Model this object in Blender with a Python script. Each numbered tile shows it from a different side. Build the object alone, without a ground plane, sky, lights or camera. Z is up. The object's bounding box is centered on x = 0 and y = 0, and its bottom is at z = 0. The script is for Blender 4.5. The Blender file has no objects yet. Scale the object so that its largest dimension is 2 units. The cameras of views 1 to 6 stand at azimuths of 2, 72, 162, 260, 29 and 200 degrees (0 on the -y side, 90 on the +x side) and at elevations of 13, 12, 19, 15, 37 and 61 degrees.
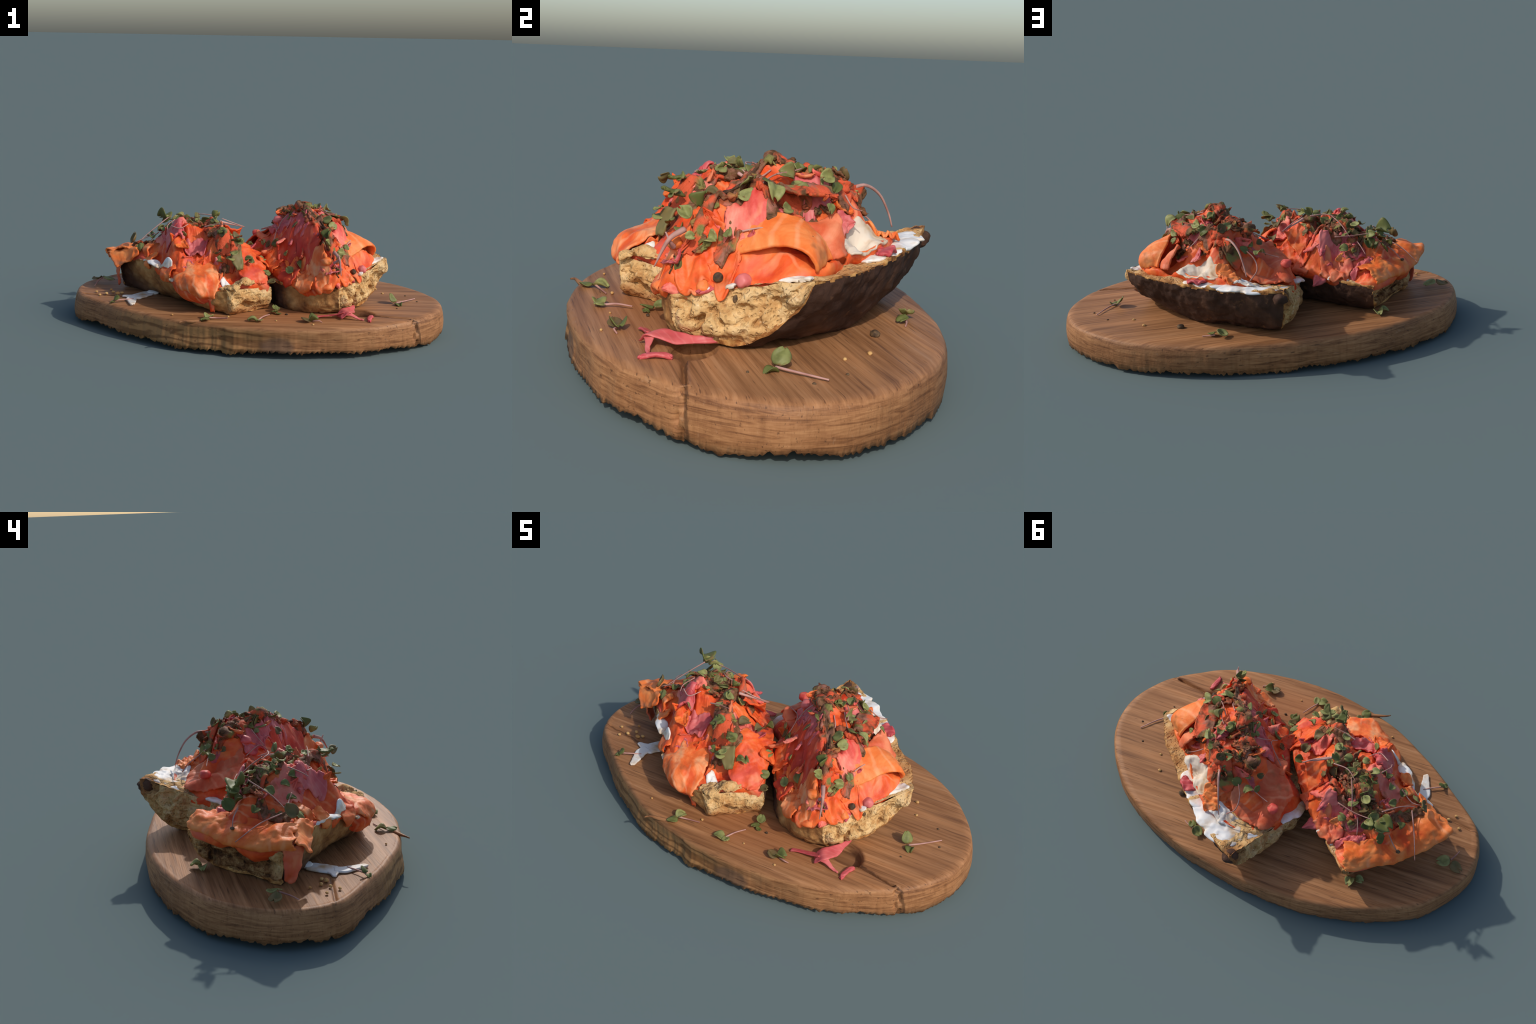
# Two smoked-salmon toasts with microgreens on an oval wooden serving board.
import bpy, math, random
import numpy as np
from mathutils import Vector, Matrix

RNG = np.random.default_rng(7)
random.seed(7)

# ------------------------------------------------------------------ helpers
def hash01(ix, iy, iz, seed):
    h = (ix * 374761393 + iy * 668265263 + iz * 2147483647 + seed * 974634777) & 0xFFFFFFFF
    h = ((h ^ (h >> 13)) * 1274126177) & 0xFFFFFFFF
    h = ((h ^ (h >> 16)) * 2246822519) & 0xFFFFFFFF
    return ((h ^ (h >> 15)) & 0xFFFFFF) / float(0xFFFFFF)

def noise3(p, scale=1.0, seed=0):
    """value noise, about -1..1, for an (n,3) array"""
    q = np.asarray(p, float) * scale + 100.0
    i = np.floor(q).astype(np.int64)
    f = q - i
    f = f * f * f * (f * (f * 6 - 15) + 10)
    out = 0
    for a in (0, 1):
        for b in (0, 1):
            for c in (0, 1):
                w = (f[:, 0] if a else 1 - f[:, 0]) * (f[:, 1] if b else 1 - f[:, 1]) * (f[:, 2] if c else 1 - f[:, 2])
                out = out + w * hash01(i[:, 0] + a, i[:, 1] + b, i[:, 2] + c, seed)
    return out * 2 - 1

def fbm(p, scale, seed=0, octaves=3, gain=0.5):
    s, a, t = 0, 1.0, 0
    for k in range(octaves):
        s = s + a * noise3(p, scale * 2 ** k, seed + 17 * k)
        t += a
        a *= gain
    return s / t

def ridged(p, scale, seed=0, octaves=2):
    s, a, t = 0, 1.0, 0
    for k in range(octaves):
        s = s + a * (1 - 2 * np.abs(noise3(p, scale * 2 ** k, seed + 31 * k)))
        t += a
        a *= 0.5
    return s / t

def smoothstep(a, b, x):
    t = np.clip((x - a) / (b - a), 0, 1)
    return t * t * (3 - 2 * t)

def spline(points, n, closed=False):
    """Catmull-Rom through the control points, n samples evenly along its length"""
    P = np.array(points, float)
    m = len(P)
    if closed:
        idx = lambda k: P[k % m]
        segs = m
    else:
        Q = np.vstack([2 * P[0] - P[1], P, 2 * P[-1] - P[-2]])
        idx = lambda k: Q[k + 1]
        segs = m - 1
    out = []
    for s in range(segs):
        a, b, c, d = idx(s - 1), idx(s), idx(s + 1), idx(s + 2)
        t = np.linspace(0, 1, 24, endpoint=False)[:, None]
        out.append(0.5 * (2 * b + (c - a) * t + (2 * a - 5 * b + 4 * c - d) * t ** 2 + (3 * b - a - 3 * c + d) * t ** 3))
    out = np.vstack(out + [idx(segs)[None]])
    L = np.r_[0, np.cumsum(np.linalg.norm(np.diff(out, axis=0), axis=1))]
    want = np.linspace(0, L[-1], n, endpoint=not closed)
    return np.stack([np.interp(want, L, out[:, k]) for k in range(out.shape[1])], 1)

class ThinPlate:
    """smooth height surface z(x, y) through scattered points"""
    def __init__(self, pts, smooth=2e-4):
        P = np.array(pts, float)
        self.xy = P[:, :2]
        n = len(P)
        K = self._u(self.xy, self.xy) + smooth * np.eye(n)
        A = np.zeros((n + 3, n + 3))
        A[:n, :n] = K
        A[:n, n:] = np.c_[np.ones(n), self.xy]
        A[n:, :n] = A[:n, n:].T
        self.w = np.linalg.solve(A, np.r_[P[:, 2], 0, 0, 0])
    @staticmethod
    def _u(a, b):
        r2 = ((a[:, None] - b[None]) ** 2).sum(-1) + 1e-12
        return 0.5 * r2 * np.log(r2)
    def __call__(self, xy):
        xy = np.asarray(xy, float).reshape(-1, 2)
        return self._u(xy, self.xy) @ self.w[:-3] + self.w[-3] + xy @ self.w[-2:]

def make_mesh(name, verts, faces, material=None, smooth=True):
    me = bpy.data.meshes.new(name)
    me.from_pydata([tuple(map(float, v)) for v in verts], [], faces)
    me.validate()
    me.update()
    if material:
        me.materials.append(material)
    me.polygons.foreach_set("use_smooth", [smooth] * len(me.polygons))
    return me

def add_object(name, data, parent=None, material=None):
    ob = bpy.data.objects.new(name, data)
    bpy.context.scene.collection.objects.link(ob)
    if parent is not None:
        ob.parent = parent
        ob.matrix_parent_inverse = parent.matrix_basis.inverted()
    return ob

def add_mesh(name, verts, faces, material, parent=None, smooth=True):
    return add_object(name, make_mesh(name, verts, faces, material, smooth), parent)

def top_level(name, loc, label, category):
    e = bpy.data.objects.new(name, None)
    e.empty_display_size = 0.05
    e.location = loc
    bpy.context.scene.collection.objects.link(e)
    e["label"] = label
    e["category"] = category
    return e

def grid_faces(nu, nv, start=0, wrap_v=False, flip=False):
    F = []
    for i in range(nu - 1):
        for j in range(nv if wrap_v else nv - 1):
            a, b = start + i * nv + j, start + i * nv + (j + 1) % nv
            q = (a, b, b + nv, a + nv)
            F.append(q[::-1] if flip else q)
    return F

def grid_normals(P):
    du = np.gradient(P, axis=0)
    dv = np.gradient(P, axis=1)
    n = np.cross(du, dv)
    return n / (np.linalg.norm(n, axis=-1, keepdims=True) + 1e-12)

def thick_sheet(P, thick, round_rim=True):
    """close an (nu,nv,3) surface into a slab, thinner towards a rounded rim"""
    nu, nv = P.shape[:2]
    N = grid_normals(P)
    if N[..., 2].mean() < 0:
        N = -N
        flip = True
    else:
        flip = False
    u = np.linspace(0, 1, nu)[:, None]
    v = np.linspace(0, 1, nv)[None]
    e = np.minimum(np.minimum(u, 1 - u) * (nu - 1), np.minimum(v, 1 - v) * (nv - 1))
    rim = np.clip(e / 2.0, 0, 1)
    t = thick * (0.35 + 0.65 * np.sqrt(1 - (1 - rim) ** 2)) if round_rim else thick + 0 * rim
    top = P + N * (t * 0.5)[..., None]
    bot = P - N * (t * 0.5)[..., None]
    V = np.vstack([top.reshape(-1, 3), bot.reshape(-1, 3)])
    n = nu * nv
    F = grid_faces(nu, nv, 0, flip=flip) + grid_faces(nu, nv, n, flip=not flip)
    border = [i * nv for i in range(nu)] + [(nu - 1) * nv + j for j in range(1, nv)] + \
             [i * nv + nv - 1 for i in range(nu - 2, -1, -1)] + [j for j in range(nv - 2, 0, -1)]
    for a, b in zip(border, border[1:] + border[:1]):
        q = (a, b, b + n, a + n)
        F.append(q[::-1] if flip else q)
    return V, F

def bicubic(ctrl, nu, nv):
    """smooth surface through a grid of 3D control points"""
    C = np.array(ctrl, float)
    rows = np.stack([spline(r, nv) for r in C])
    return np.stack([spline(rows[:, j], nu) for j in range(nv)], 1)

def tube(points, r0, r1, n=24, sides=7):
    C = spline(points, n)
    T = np.gradient(C, axis=0)
    T /= np.linalg.norm(T, axis=1, keepdims=True)
    up = np.array([0.13, 0.21, 0.97])
    A = np.cross(T, up)
    A /= np.linalg.norm(A, axis=1, keepdims=True)
    B = np.cross(T, A)
    t = np.linspace(0, 1, n)
    r = (r0 + (r1 - r0) * t)
    V = []
    for k in range(sides):
        a = 2 * math.pi * k / sides
        V.append(C + (A * math.cos(a) + B * math.sin(a)) * r[:, None])
    V = np.stack(V, 1).reshape(-1, 3)
    F = grid_faces(n, sides, 0, wrap_v=True)
    F.append(tuple(range(sides))[::-1])
    F.append(tuple((n - 1) * sides + k for k in range(sides)))
    return V, F

# ---------------------------------------------------------------- materials
class Nodes:
    def __init__(self, name, rough=0.6, spec=0.3):
        self.m = bpy.data.materials.new(name)
        self.m.use_nodes = True
        self.t = self.m.node_tree
        self.bsdf = next(n for n in self.t.nodes if n.type == "BSDF_PRINCIPLED")
        self.bsdf.inputs["Roughness"].default_value = rough
        self.bsdf.inputs["Specular IOR Level"].default_value = spec
        self.co = self.t.nodes.new("ShaderNodeTexCoord").outputs["Object"]
    def new(self, kind, **kw):
        n = self.t.nodes.new(kind)
        for k, v in kw.items():
            setattr(n, k, v)
        return n
    def link(self, a, b):
        self.t.links.new(a, b)
    def mapping(self, scale=(1, 1, 1), rot=(0, 0, 0), loc=(0, 0, 0), src=None):
        n = self.new("ShaderNodeMapping")
        n.inputs["Scale"].default_value = scale
        n.inputs["Rotation"].default_value = rot
        n.inputs["Location"].default_value = loc
        self.link(src or self.co, n.inputs["Vector"])
        return n.outputs["Vector"]
    def noise(self, scale, detail=3, rough=0.55, vec=None, dist=0.0):
        n = self.new("ShaderNodeTexNoise")
        n.inputs["Scale"].default_value = scale
        n.inputs["Detail"].default_value = detail
        n.inputs["Roughness"].default_value = rough
        n.inputs["Distortion"].default_value = dist
        self.link(vec or self.co, n.inputs["Vector"])
        return n.outputs["Fac"]
    def wave(self, scale, vec=None, dist=3.0, detail=2, dscale=1.5, direction="X"):
        n = self.new("ShaderNodeTexWave", bands_direction=direction)
        n.inputs["Scale"].default_value = scale
        n.inputs["Distortion"].default_value = dist
        n.inputs["Detail"].default_value = detail
        n.inputs["Detail Scale"].default_value = dscale
        self.link(vec or self.co, n.inputs["Vector"])
        return n.outputs["Fac"]
    def voronoi(self, scale, vec=None, feature="F1", out="Distance"):
        n = self.new("ShaderNodeTexVoronoi", feature=feature)
        n.inputs["Scale"].default_value = scale
        self.link(vec or self.co, n.inputs["Vector"])
        return n.outputs[out]
    def ramp(self, fac, stops, ease="LINEAR"):
        n = self.new("ShaderNodeValToRGB")
        n.color_ramp.interpolation = ease
        el = n.color_ramp.elements
        while len(el) < len(stops):
            el.new(0.5)
        for e, (p, c) in zip(el, stops):
            e.position = p
            e.color = (*c, 1) if not isinstance(c, (int, float)) else (c, c, c, 1)
        self.link(fac, n.inputs["Fac"])
        return n.outputs["Color"]
    def mix(self, fac, a, b, mode="MIX"):
        n = self.new("ShaderNodeMix", data_type="RGBA", blend_type=mode)
        for s, v in ((n.inputs[0], fac), (n.inputs[6], a), (n.inputs[7], b)):
            if isinstance(v, (int, float)):
                s.default_value = v
            elif isinstance(v, tuple):
                s.default_value = (*v, 1)
            else:
                self.link(v, s)
        return n.outputs[2]
    def math(self, op, a, b=0.0):
        n = self.new("ShaderNodeMath", operation=op)
        for s, v in ((n.inputs[0], a), (n.inputs[1], b)):
            if isinstance(v, (int, float)):
                s.default_value = v
            else:
                self.link(v, s)
        return n.outputs[0]
    def axis(self, which, src=None):
        n = self.new("ShaderNodeSeparateXYZ")
        self.link(src or self.co, n.inputs[0])
        return n.outputs[which]
    def spot(self, centre, radius, soft=0.5, squash=(1, 1, 1), wobble=0.02, wscale=18):
        """1 inside a wobbly blob at a place on the object, 0 outside"""
        sub = self.new("ShaderNodeVectorMath", operation="SUBTRACT")
        self.link(self.co, sub.inputs[0])
        sub.inputs[1].default_value = centre
        sc = self.new("ShaderNodeVectorMath", operation="MULTIPLY")
        self.link(sub.outputs[0], sc.inputs[0])
        sc.inputs[1].default_value = squash
        ln = self.new("ShaderNodeVectorMath", operation="LENGTH")
        self.link(sc.outputs[0], ln.inputs[0])
        d = self.math("ADD", ln.outputs["Value"], self.math("MULTIPLY", self.math("SUBTRACT", self.noise(wscale, 3), 0.5), wobble * 4))
        n = self.new("ShaderNodeMapRange", interpolation_type="SMOOTHSTEP")
        n.inputs["From Min"].default_value = radius
        n.inputs["From Max"].default_value = radius * (1 - soft)
        self.link(d, n.inputs["Value"])
        return n.outputs[0]
    def line(self, a, b, width):
        """1 on a thin upright cut through the object along a plan line from a to b"""
        dx, dy = b[0] - a[0], b[1] - a[1]
        L = math.hypot(dx, dy)
        wob = self.math("MULTIPLY", self.math("SUBTRACT", self.noise(14, 3), 0.5), 0.022)
        def dot(nx, ny, c0):
            n = self.new("ShaderNodeVectorMath", operation="DOT_PRODUCT")
            self.link(self.co, n.inputs[0])
            n.inputs[1].default_value = (nx, ny, 0)
            return self.math("SUBTRACT", n.outputs["Value"], c0)
        across = self.math("ABSOLUTE", self.math("ADD", dot(-dy / L, dx / L, (-dy * a[0] + dx * a[1]) / L), wob))
        along = dot(dx / L, dy / L, (dx * a[0] + dy * a[1]) / L)
        m = self.math("SUBTRACT", 1.0, self.math("DIVIDE", across, width))
        m = self.math("MAXIMUM", self.math("MINIMUM", self.math("MULTIPLY", m, 1.6), 1.0), 0.0)
        on = self.math("MULTIPLY", self.math("GREATER_THAN", along, 0.0), self.math("LESS_THAN", along, L))
        return self.math("MULTIPLY", m, on)
    def random(self):
        return self.new("ShaderNodeObjectInfo").outputs["Random"]
    def color(self, c):
        s = self.bsdf.inputs["Base Color"]
        if isinstance(c, tuple):
            s.default_value = (*c, 1)
        else:
            self.link(c, s)
        return self
    def bump(self, h, strength=0.3, distance=0.01):
        n = self.new("ShaderNodeBump")
        n.inputs["Strength"].default_value = strength
        n.inputs["Distance"].default_value = distance
        self.link(h, n.inputs["Height"])
        self.link(n.outputs[0], self.bsdf.inputs["Normal"])
        return self

def wood_material():
    k = Nodes("oiled_wood", 0.55, 0.25)
    turn = (0, 0, math.radians(3))
    fine = k.noise(1.0, 5, 0.6, k.mapping((2.4, 70, 24), turn), 0.25)
    broad = k.noise(1.0, 3, 0.5, k.mapping((1.0, 13, 6), turn), 0.6)
    grain = k.ramp(fine, [(0.28, (0.175, 0.074, 0.031)), (0.45, (0.325, 0.146, 0.058)), (0.60, (0.405, 0.192, 0.082)), (0.78, (0.475, 0.248, 0.116))])
    tone = k.ramp(broad, [(0.3, (0.66, 0.60, 0.55)), (0.55, (1.0, 1.0, 1.0)), (0.75, (1.12, 1.06, 0.98))])
    c = k.mix(1.0, grain, tone, "MULTIPLY")
    # rounded side: end grain on the short ends, long streaks elsewhere, darker towards the foot
    rings = k.noise(1.0, 4, 0.65, k.mapping((7, 7, 90), (0.10, 0.14, 0)), 0.8)
    side = k.ramp(rings, [(0.34, (0.14, 0.055, 0.022)), (0.48, (0.31, 0.142, 0.060)), (0.66, (0.45, 0.232, 0.105))])
    rays = k.noise(1.0, 3, 0.6, k.mapping((60, 60, 4)))
    side = k.mix(1.0, side, k.ramp(rays, [(0.30, (0.82, 0.79, 0.76)), (0.5, (1.0, 1.0, 1.0))]), "MULTIPLY")
    patch = k.noise(2.2, 3, 0.5)
    side = k.mix(1.0, side, k.ramp(patch, [(0.35, (0.70, 0.66, 0.62)), (0.6, (1.08, 1.04, 0.98))]), "MULTIPLY")
    up = k.axis("Z", k.new("ShaderNodeNewGeometry").outputs["Normal"])
    c = k.mix(k.ramp(up, [(0.45, 0.8), (0.8, 0.0)]), c, side)
    # honey coloured sapwood on the front left live edge, slanting streaks
    sap = k.ramp(k.wave(3.2, k.mapping((0.8, 0.8, 3.2), (0, 0.55, 0.2)), 9, 3, 1.4, "DIAGONAL"), [(0.10, (0.19, 0.085, 0.030)), (0.6, (0.37, 0.185, 0.070))])
    low = k.ramp(k.math("MULTIPLY", k.axis("Z"), 6.0), [(0.75, 1.0), (0.93, 0.0)])
    c = k.mix(k.math("MULTIPLY", k.spot((-0.35, -0.52, 0.08), 0.55, 0.5, (1, 1.2, 1)), low), c, sap)
    c = k.mix(k.math("MULTIPLY", k.spot((0.13, -0.60, 0.06), 0.06, 0.4, (0.6, 1, 1), 0.006), k.math("MULTIPLY", low, 0.6)), c, (0.10, 0.065, 0.048))
    # rubbed paler rim, scuffs and dark pores
    scuff = k.noise(1.0, 4, 0.6, k.mapping((14, 60, 40)))
    c = k.mix(k.ramp(scuff, [(0.64, 0.0), (0.72, 0.22)]), c, (0.46, 0.30, 0.18))
    pores = k.noise(1.0, 2, 0.5, k.mapping((9, 170, 90), turn))
    c = k.mix(k.ramp(pores, [(0.27, 0.75), (0.36, 0.0)]), c, (0.085, 0.035, 0.016))
    for a, b, w in (((0.615, -0.338), (0.93, -0.400), 0.0055), ((-0.70, -0.085), (-0.955, -0.035), 0.0035)):
        c = k.mix(k.math("MULTIPLY", k.line(a, b, w), 0.6), c, (0.045, 0.020, 0.010))  # shadow inside each crack painted as a dark line
    c = k.mix(k.math("MULTIPLY", k.spot((0.55, -0.30, 0.11), 0.10, 0.35, (1, 1.3, 1.8), 0.004), 0.55), c, (0.12, 0.055, 0.028))  # darker brown tint inside the finger hollow
    # sauce stained area in front of the toasts
    c = k.mix(k.math("MULTIPLY", k.spot((0.12, -0.38, 0.155), 0.30, 0.8, (0.7, 1.5, 1)), 0.5), c, (0.33, 0.115, 0.040))
    k.color(c)
    h = k.math("ADD", k.math("MULTIPLY", fine, 0.8), k.math("MULTIPLY", pores, 0.7))
    return k.bump(h, 0.35, 0.004).m

def crumb_material():
    k = Nodes("toasted_crumb", 0.85, 0.15)
    a = k.noise(13, 6, 0.65)
    c = k.ramp(a, [(0.30, (0.28, 0.115, 0.038)), (0.41, (0.50, 0.270, 0.100)), (0.54, (0.64, 0.405, 0.175)), (0.74, (0.74, 0.54, 0.30))])
    warp = k.new("ShaderNodeVectorMath", operation="ADD")
    k.link(k.co, warp.inputs[0])
    wn = k.new("ShaderNodeTexNoise")
    wn.inputs["Scale"].default_value = 30
    k.link(k.co, wn.inputs["Vector"])
    sc = k.new("ShaderNodeVectorMath", operation="SCALE")
    sc.inputs["Scale"].default_value = 0.022
    k.link(wn.outputs["Color"], sc.inputs[0])
    k.link(sc.outputs[0], warp.inputs[1])
    big = k.voronoi(34, warp.outputs[0])
    small = k.voronoi(85, warp.outputs[0])
    pits = k.math("MULTIPLY", k.ramp(big, [(0.12, 0.0), (0.45, 1.0)]), k.ramp(small, [(0.10, 0.25), (0.42, 1.0)]))
    c = k.mix(k.ramp(pits, [(0.05, 0.50), (0.42, 0.0)]), c, (0.36, 0.165, 0.055))
    c = k.mix(k.ramp(k.noise(60, 3, 0.6), [(0.60, 0.0), (0.70, 0.5)]), c, (0.80, 0.62, 0.38))
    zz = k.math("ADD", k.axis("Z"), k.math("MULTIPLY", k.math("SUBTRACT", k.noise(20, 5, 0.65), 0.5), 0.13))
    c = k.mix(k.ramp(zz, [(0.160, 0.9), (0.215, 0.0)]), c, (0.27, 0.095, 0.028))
    t = k.noise(7, 4, 0.6, k.mapping(loc=(2, 5, 1)))
    c = k.mix(k.ramp(t, [(0.56, 0.0), (0.68, 0.6)]), c, (0.42, 0.18, 0.055))
    burnt = k.ramp(k.noise(24, 5, 0.65, k.mapping(loc=(1, 3, 8))), [(0.36, (0.045, 0.020, 0.010)), (0.48, (0.20, 0.085, 0.03)), (0.62, (0.42, 0.24, 0.10))])
    c = k.mix(k.spot((-0.57, 0.29, 0.21), 0.24, 0.3, (1, 1, 1.4), 0.02), c, burnt)
    c = k.mix(k.spot((0.10, 0.60, 0.37), 0.085, 0.5, (1, 1, 1), 0.02), c, (0.30, 0.13, 0.045))
    c = k.mix(k.math("MULTIPLY", k.spot((0.60, 0.14, 0.38), 0.16, 0.6, (1, 1, 1), 0.03), 0.45), c, (0.42, 0.17, 0.05))
    k.color(c)
    return k.bump(k.math("ADD", a, k.math("MULTIPLY", pits, 0.7)), 0.8, 0.010).m

def crust_material():
    k = Nodes("baked_crust", 0.75, 0.2)
    a = k.noise(9, 5, 0.6)
    c = k.ramp(a, [(0.3, (0.036, 0.017, 0.011)), (0.55, (0.072, 0.035, 0.022)), (0.75, (0.125, 0.058, 0.030))])
    b = k.noise(24, 4, 0.6)
    c = k.mix(k.ramp(b, [(0.62, 0.0), (0.72, 0.5)]), c, (0.26, 0.12, 0.05))
    # golden, less baked flanks on the left sides of both pieces
    gold = k.ramp(k.noise(11, 5, 0.65), [(0.32, (0.17, 0.062, 0.022)), (0.5, (0.42, 0.20, 0.065)), (0.68, (0.58, 0.34, 0.13))])
    c = k.mix(k.math("MULTIPLY", k.spot((-0.50, -0.16, 0.34), 0.34, 0.55, (1, 1, 1.5), 0.03), 0.9), c, gold)
    c = k.mix(k.math("MULTIPLY", k.spot((0.30, -0.33, 0.26), 0.20, 0.5, (1, 1, 1), 0.03), 0.95), c, gold)
    c = k.mix(k.math("MULTIPLY", k.spot((-0.20, -0.36, 0.23), 0.17, 0.5, (1, 1, 1), 0.03), 0.9), c, gold)
    k.color(c)
    return k.bump(k.math("ADD", a, b), 0.6, 0.010).m

def salmon_material(name, dark, mid, light, fat=0.3, turn=0.6, scale=8.0, pink=None):
    k = Nodes(name, 0.5, 0.25)
    n = k.noise(7.5, 5, 0.6, None, 0.9)
    c = k.ramp(n, [(0.30, dark), (0.48, mid), (0.70, light)])
    if pink:
        c = k.mix(k.ramp(k.noise(5.0, 3, 0.5, k.mapping(loc=(3, 1, 7)), 0.5), [(0.54, 0.0), (0.68, 0.75)]), c, pink)
    # soft broken fat lines
    w = k.wave(scale, k.mapping((1, 1, 1), (0.3, 0.4, turn)), 5.0, 3, 1.2)
    lines = k.math("MULTIPLY", k.ramp(w, [(0.74, 0.0), (0.99, fat)]), k.ramp(k.noise(6, 3, 0.55, k.mapping(loc=(turn, 4, 2))), [(0.46, 0.0), (0.66, 1.0)]))
    c = k.mix(lines, c, (0.86, 0.42, 0.22))
    specks = k.voronoi(15)
    c = k.mix(k.ramp(specks, [(0.035, 0.7), (0.065, 0.0)]), c, (0.20, 0.035, 0.020))
    # stray herb stain
    st = k.noise(9, 3, 0.5, k.mapping(loc=(7, 3, turn)))
    c = k.mix(k.ramp(st, [(0.66, 0.0), (0.74, 0.55)]), c, (0.27, 0.10, 0.035))
    k.color(c)
    k.bsdf.inputs["Subsurface Weight"].default_value = 0.03
    k.bsdf.inputs["Subsurface Radius"].default_value = (0.03, 0.012, 0.006)
    k.bsdf.inputs["Subsurface Scale"].default_value = 0.3
    return k.bump(k.math("ADD", k.noise(22, 4), k.math("MULTIPLY", w, 0.15)), 0.45, 0.010).m

def herb_bed_material(name="wilted_herb_bed", scale=1.0, red=0.9):
    """wilted stems, seeds and leaf scraps bedded in salmon: brown, olive and coral mottling"""
    k = Nodes(name, 0.7, 0.2)
    shift = k.mapping((scale,) * 3)
    if scale < 1:
        add = k.new("ShaderNodeVectorMath", operation="ADD")
        k.link(shift, add.inputs[0])
        cmb = k.new("ShaderNodeCombineXYZ")
        k.link(k.math("MULTIPLY", k.random(), 7.0), cmb.inputs[0])
        k.link(k.math("MULTIPLY", k.random(), 3.0), cmb.inputs[1])
        k.link(cmb.outputs[0], add.inputs[1])
        shift = add.outputs[0]
    a = k.noise(21, 5, 0.6, shift, 1.0)
    c = k.ramp(a, [(0.32, (0.045, 0.024, 0.010)), (0.46, (0.15, 0.068, 0.028)), (0.58, (0.24, 0.105, 0.062)), (0.72, (0.38, 0.15, 0.105))])
    g = k.noise(14, 3, 0.5, k.mapping(loc=(5, 2, 9), src=shift))
    c = k.mix(k.ramp(g, [(0.54, 0.0), (0.62, 0.85)]), c, (0.20, 0.20, 0.055))
    r = k.noise(10, 4, 0.55, k.mapping(loc=(1, 8, 4), src=shift), 0.6)
    c = k.mix(k.ramp(r, [(0.49, 0.0), (0.57, red)]), c, (0.66, 0.095, 0.035))
    k.color(c)
    return k.bump(a, 0.7, 0.012).m

def onion_material():
    k = Nodes("pickled_onion", 0.45, 0.3)
    n = k.noise(9, 3)
    c = k.ramp(n, [(0.3, (0.44, 0.050, 0.058)), (0.5, (0.58, 0.105, 0.105)), (0.75, (0.70, 0.21, 0.18))])
    w = k.wave(14, k.mapping((1, 1, 1), (0.2, 0.1, 1.0)), 2)
    c = k.mix(k.ramp(w, [(0.8, 0.0), (1.0, 0.12)]), c, (0.78, 0.36, 0.32))
    k.color(c)
    k.bsdf.inputs["Subsurface Weight"].default_value = 0.1
    k.bsdf.inputs["Subsurface Scale"].default_value = 0.02
    return k.bump(n, 0.2, 0.005).m

def leaf_material(name, dark, light):
    k = Nodes(name, 0.5, 0.25)
    r = k.random()
    c = k.ramp(r, [(0.0, dark), (0.55, tuple((a + b) / 2 for a, b in zip(dark, light))), (1.0, light)])
    c = k.mix(k.ramp(k.math("FRACT", k.math("MULTIPLY", r, 17.3)), [(0.80, 0.0), (0.84, 0.6)]), c, (0.20, 0.090, 0.050))
    n = k.noise(1.8, 3)
    c = k.mix(k.ramp(n, [(0.35, 0.5), (0.6, 0.0)]), c, tuple(x * 0.55 for x in dark))
    c = k.mix(k.ramp(k.noise(2.2, 2, 0.5, k.mapping(loc=(4, 1, 2))), [(0.58, 0.0), (0.7, 0.6)]), c, (0.24, 0.10, 0.05))
    k.color(c)
    tr = k.new("ShaderNodeBsdfTranslucent")
    k.link(c, tr.inputs["Color"])
    mx = k.new("ShaderNodeMixShader")
    mx.inputs[0].default_value = 0.18
    out = next(n for n in k.t.nodes if n.type == "OUTPUT_MATERIAL")
    k.link(k.bsdf.outputs[0], mx.inputs[1])
    k.link(tr.outputs[0], mx.inputs[2])
    k.link(mx.outputs[0], out.inputs["Surface"])
    return k.m

def stem_material():
    k = Nodes("microgreen_stem", 0.55, 0.25)
    c = k.ramp(k.noise(12, 2), [(0.35, (0.33, 0.15, 0.12)), (0.65, (0.55, 0.32, 0.27))])
    return k.color(c).m

def cream_material(name="cream_cheese", tint=(1.0, 1.0, 1.0)):
    k = Nodes(name, 0.55, 0.3)
    n = k.noise(11, 4)
    c = k.ramp(n, [(0.32, (0.56, 0.36, 0.18)), (0.42, (0.70, 0.58, 0.45)), (0.54, (0.79, 0.77, 0.73))])
    c = k.mix(1.0, c, tint, "MULTIPLY")
    k.color(c)
    return k.bump(n, 0.3, 0.008).m

def plain_material(name, a, b, scale=30, rough=0.7):
    k = Nodes(name, rough, 0.2)
    return k.color(k.ramp(k.noise(scale, 3), [(0.35, a), (0.65, b)])).m

WOOD = wood_material()
CRUMB = crumb_material()
CRUST = crust_material()
def toasted_material():
    k = Nodes("toasted_rim", 0.8, 0.15)
    a = k.noise(26, 5, 0.65)
    k.color(k.ramp(a, [(0.32, (0.10, 0.038, 0.014)), (0.46, (0.34, 0.140, 0.042)), (0.60, (0.55, 0.29, 0.095)), (0.75, (0.66, 0.42, 0.17))]))
    return k.bump(a, 0.6, 0.010).m
TOASTED = toasted_material()
SALMON = salmon_material("smoked_salmon", (0.54, 0.034, 0.010), (0.76, 0.098, 0.020), (0.84, 0.225, 0.060), 0.5, 0.6, 7, (0.72, 0.125, 0.095))
SALMON_ORANGE = salmon_material("orange_salmon", (0.68, 0.080, 0.014), (0.80, 0.170, 0.032), (0.85, 0.30, 0.09), 0.5, 2.2, 5)
SALMON_TAN = salmon_material("dull_salmon", (0.50, 0.058, 0.022), (0.65, 0.120, 0.045), (0.72, 0.24, 0.115), 0.45, 1.2, 6, (0.64, 0.12, 0.095))
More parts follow.
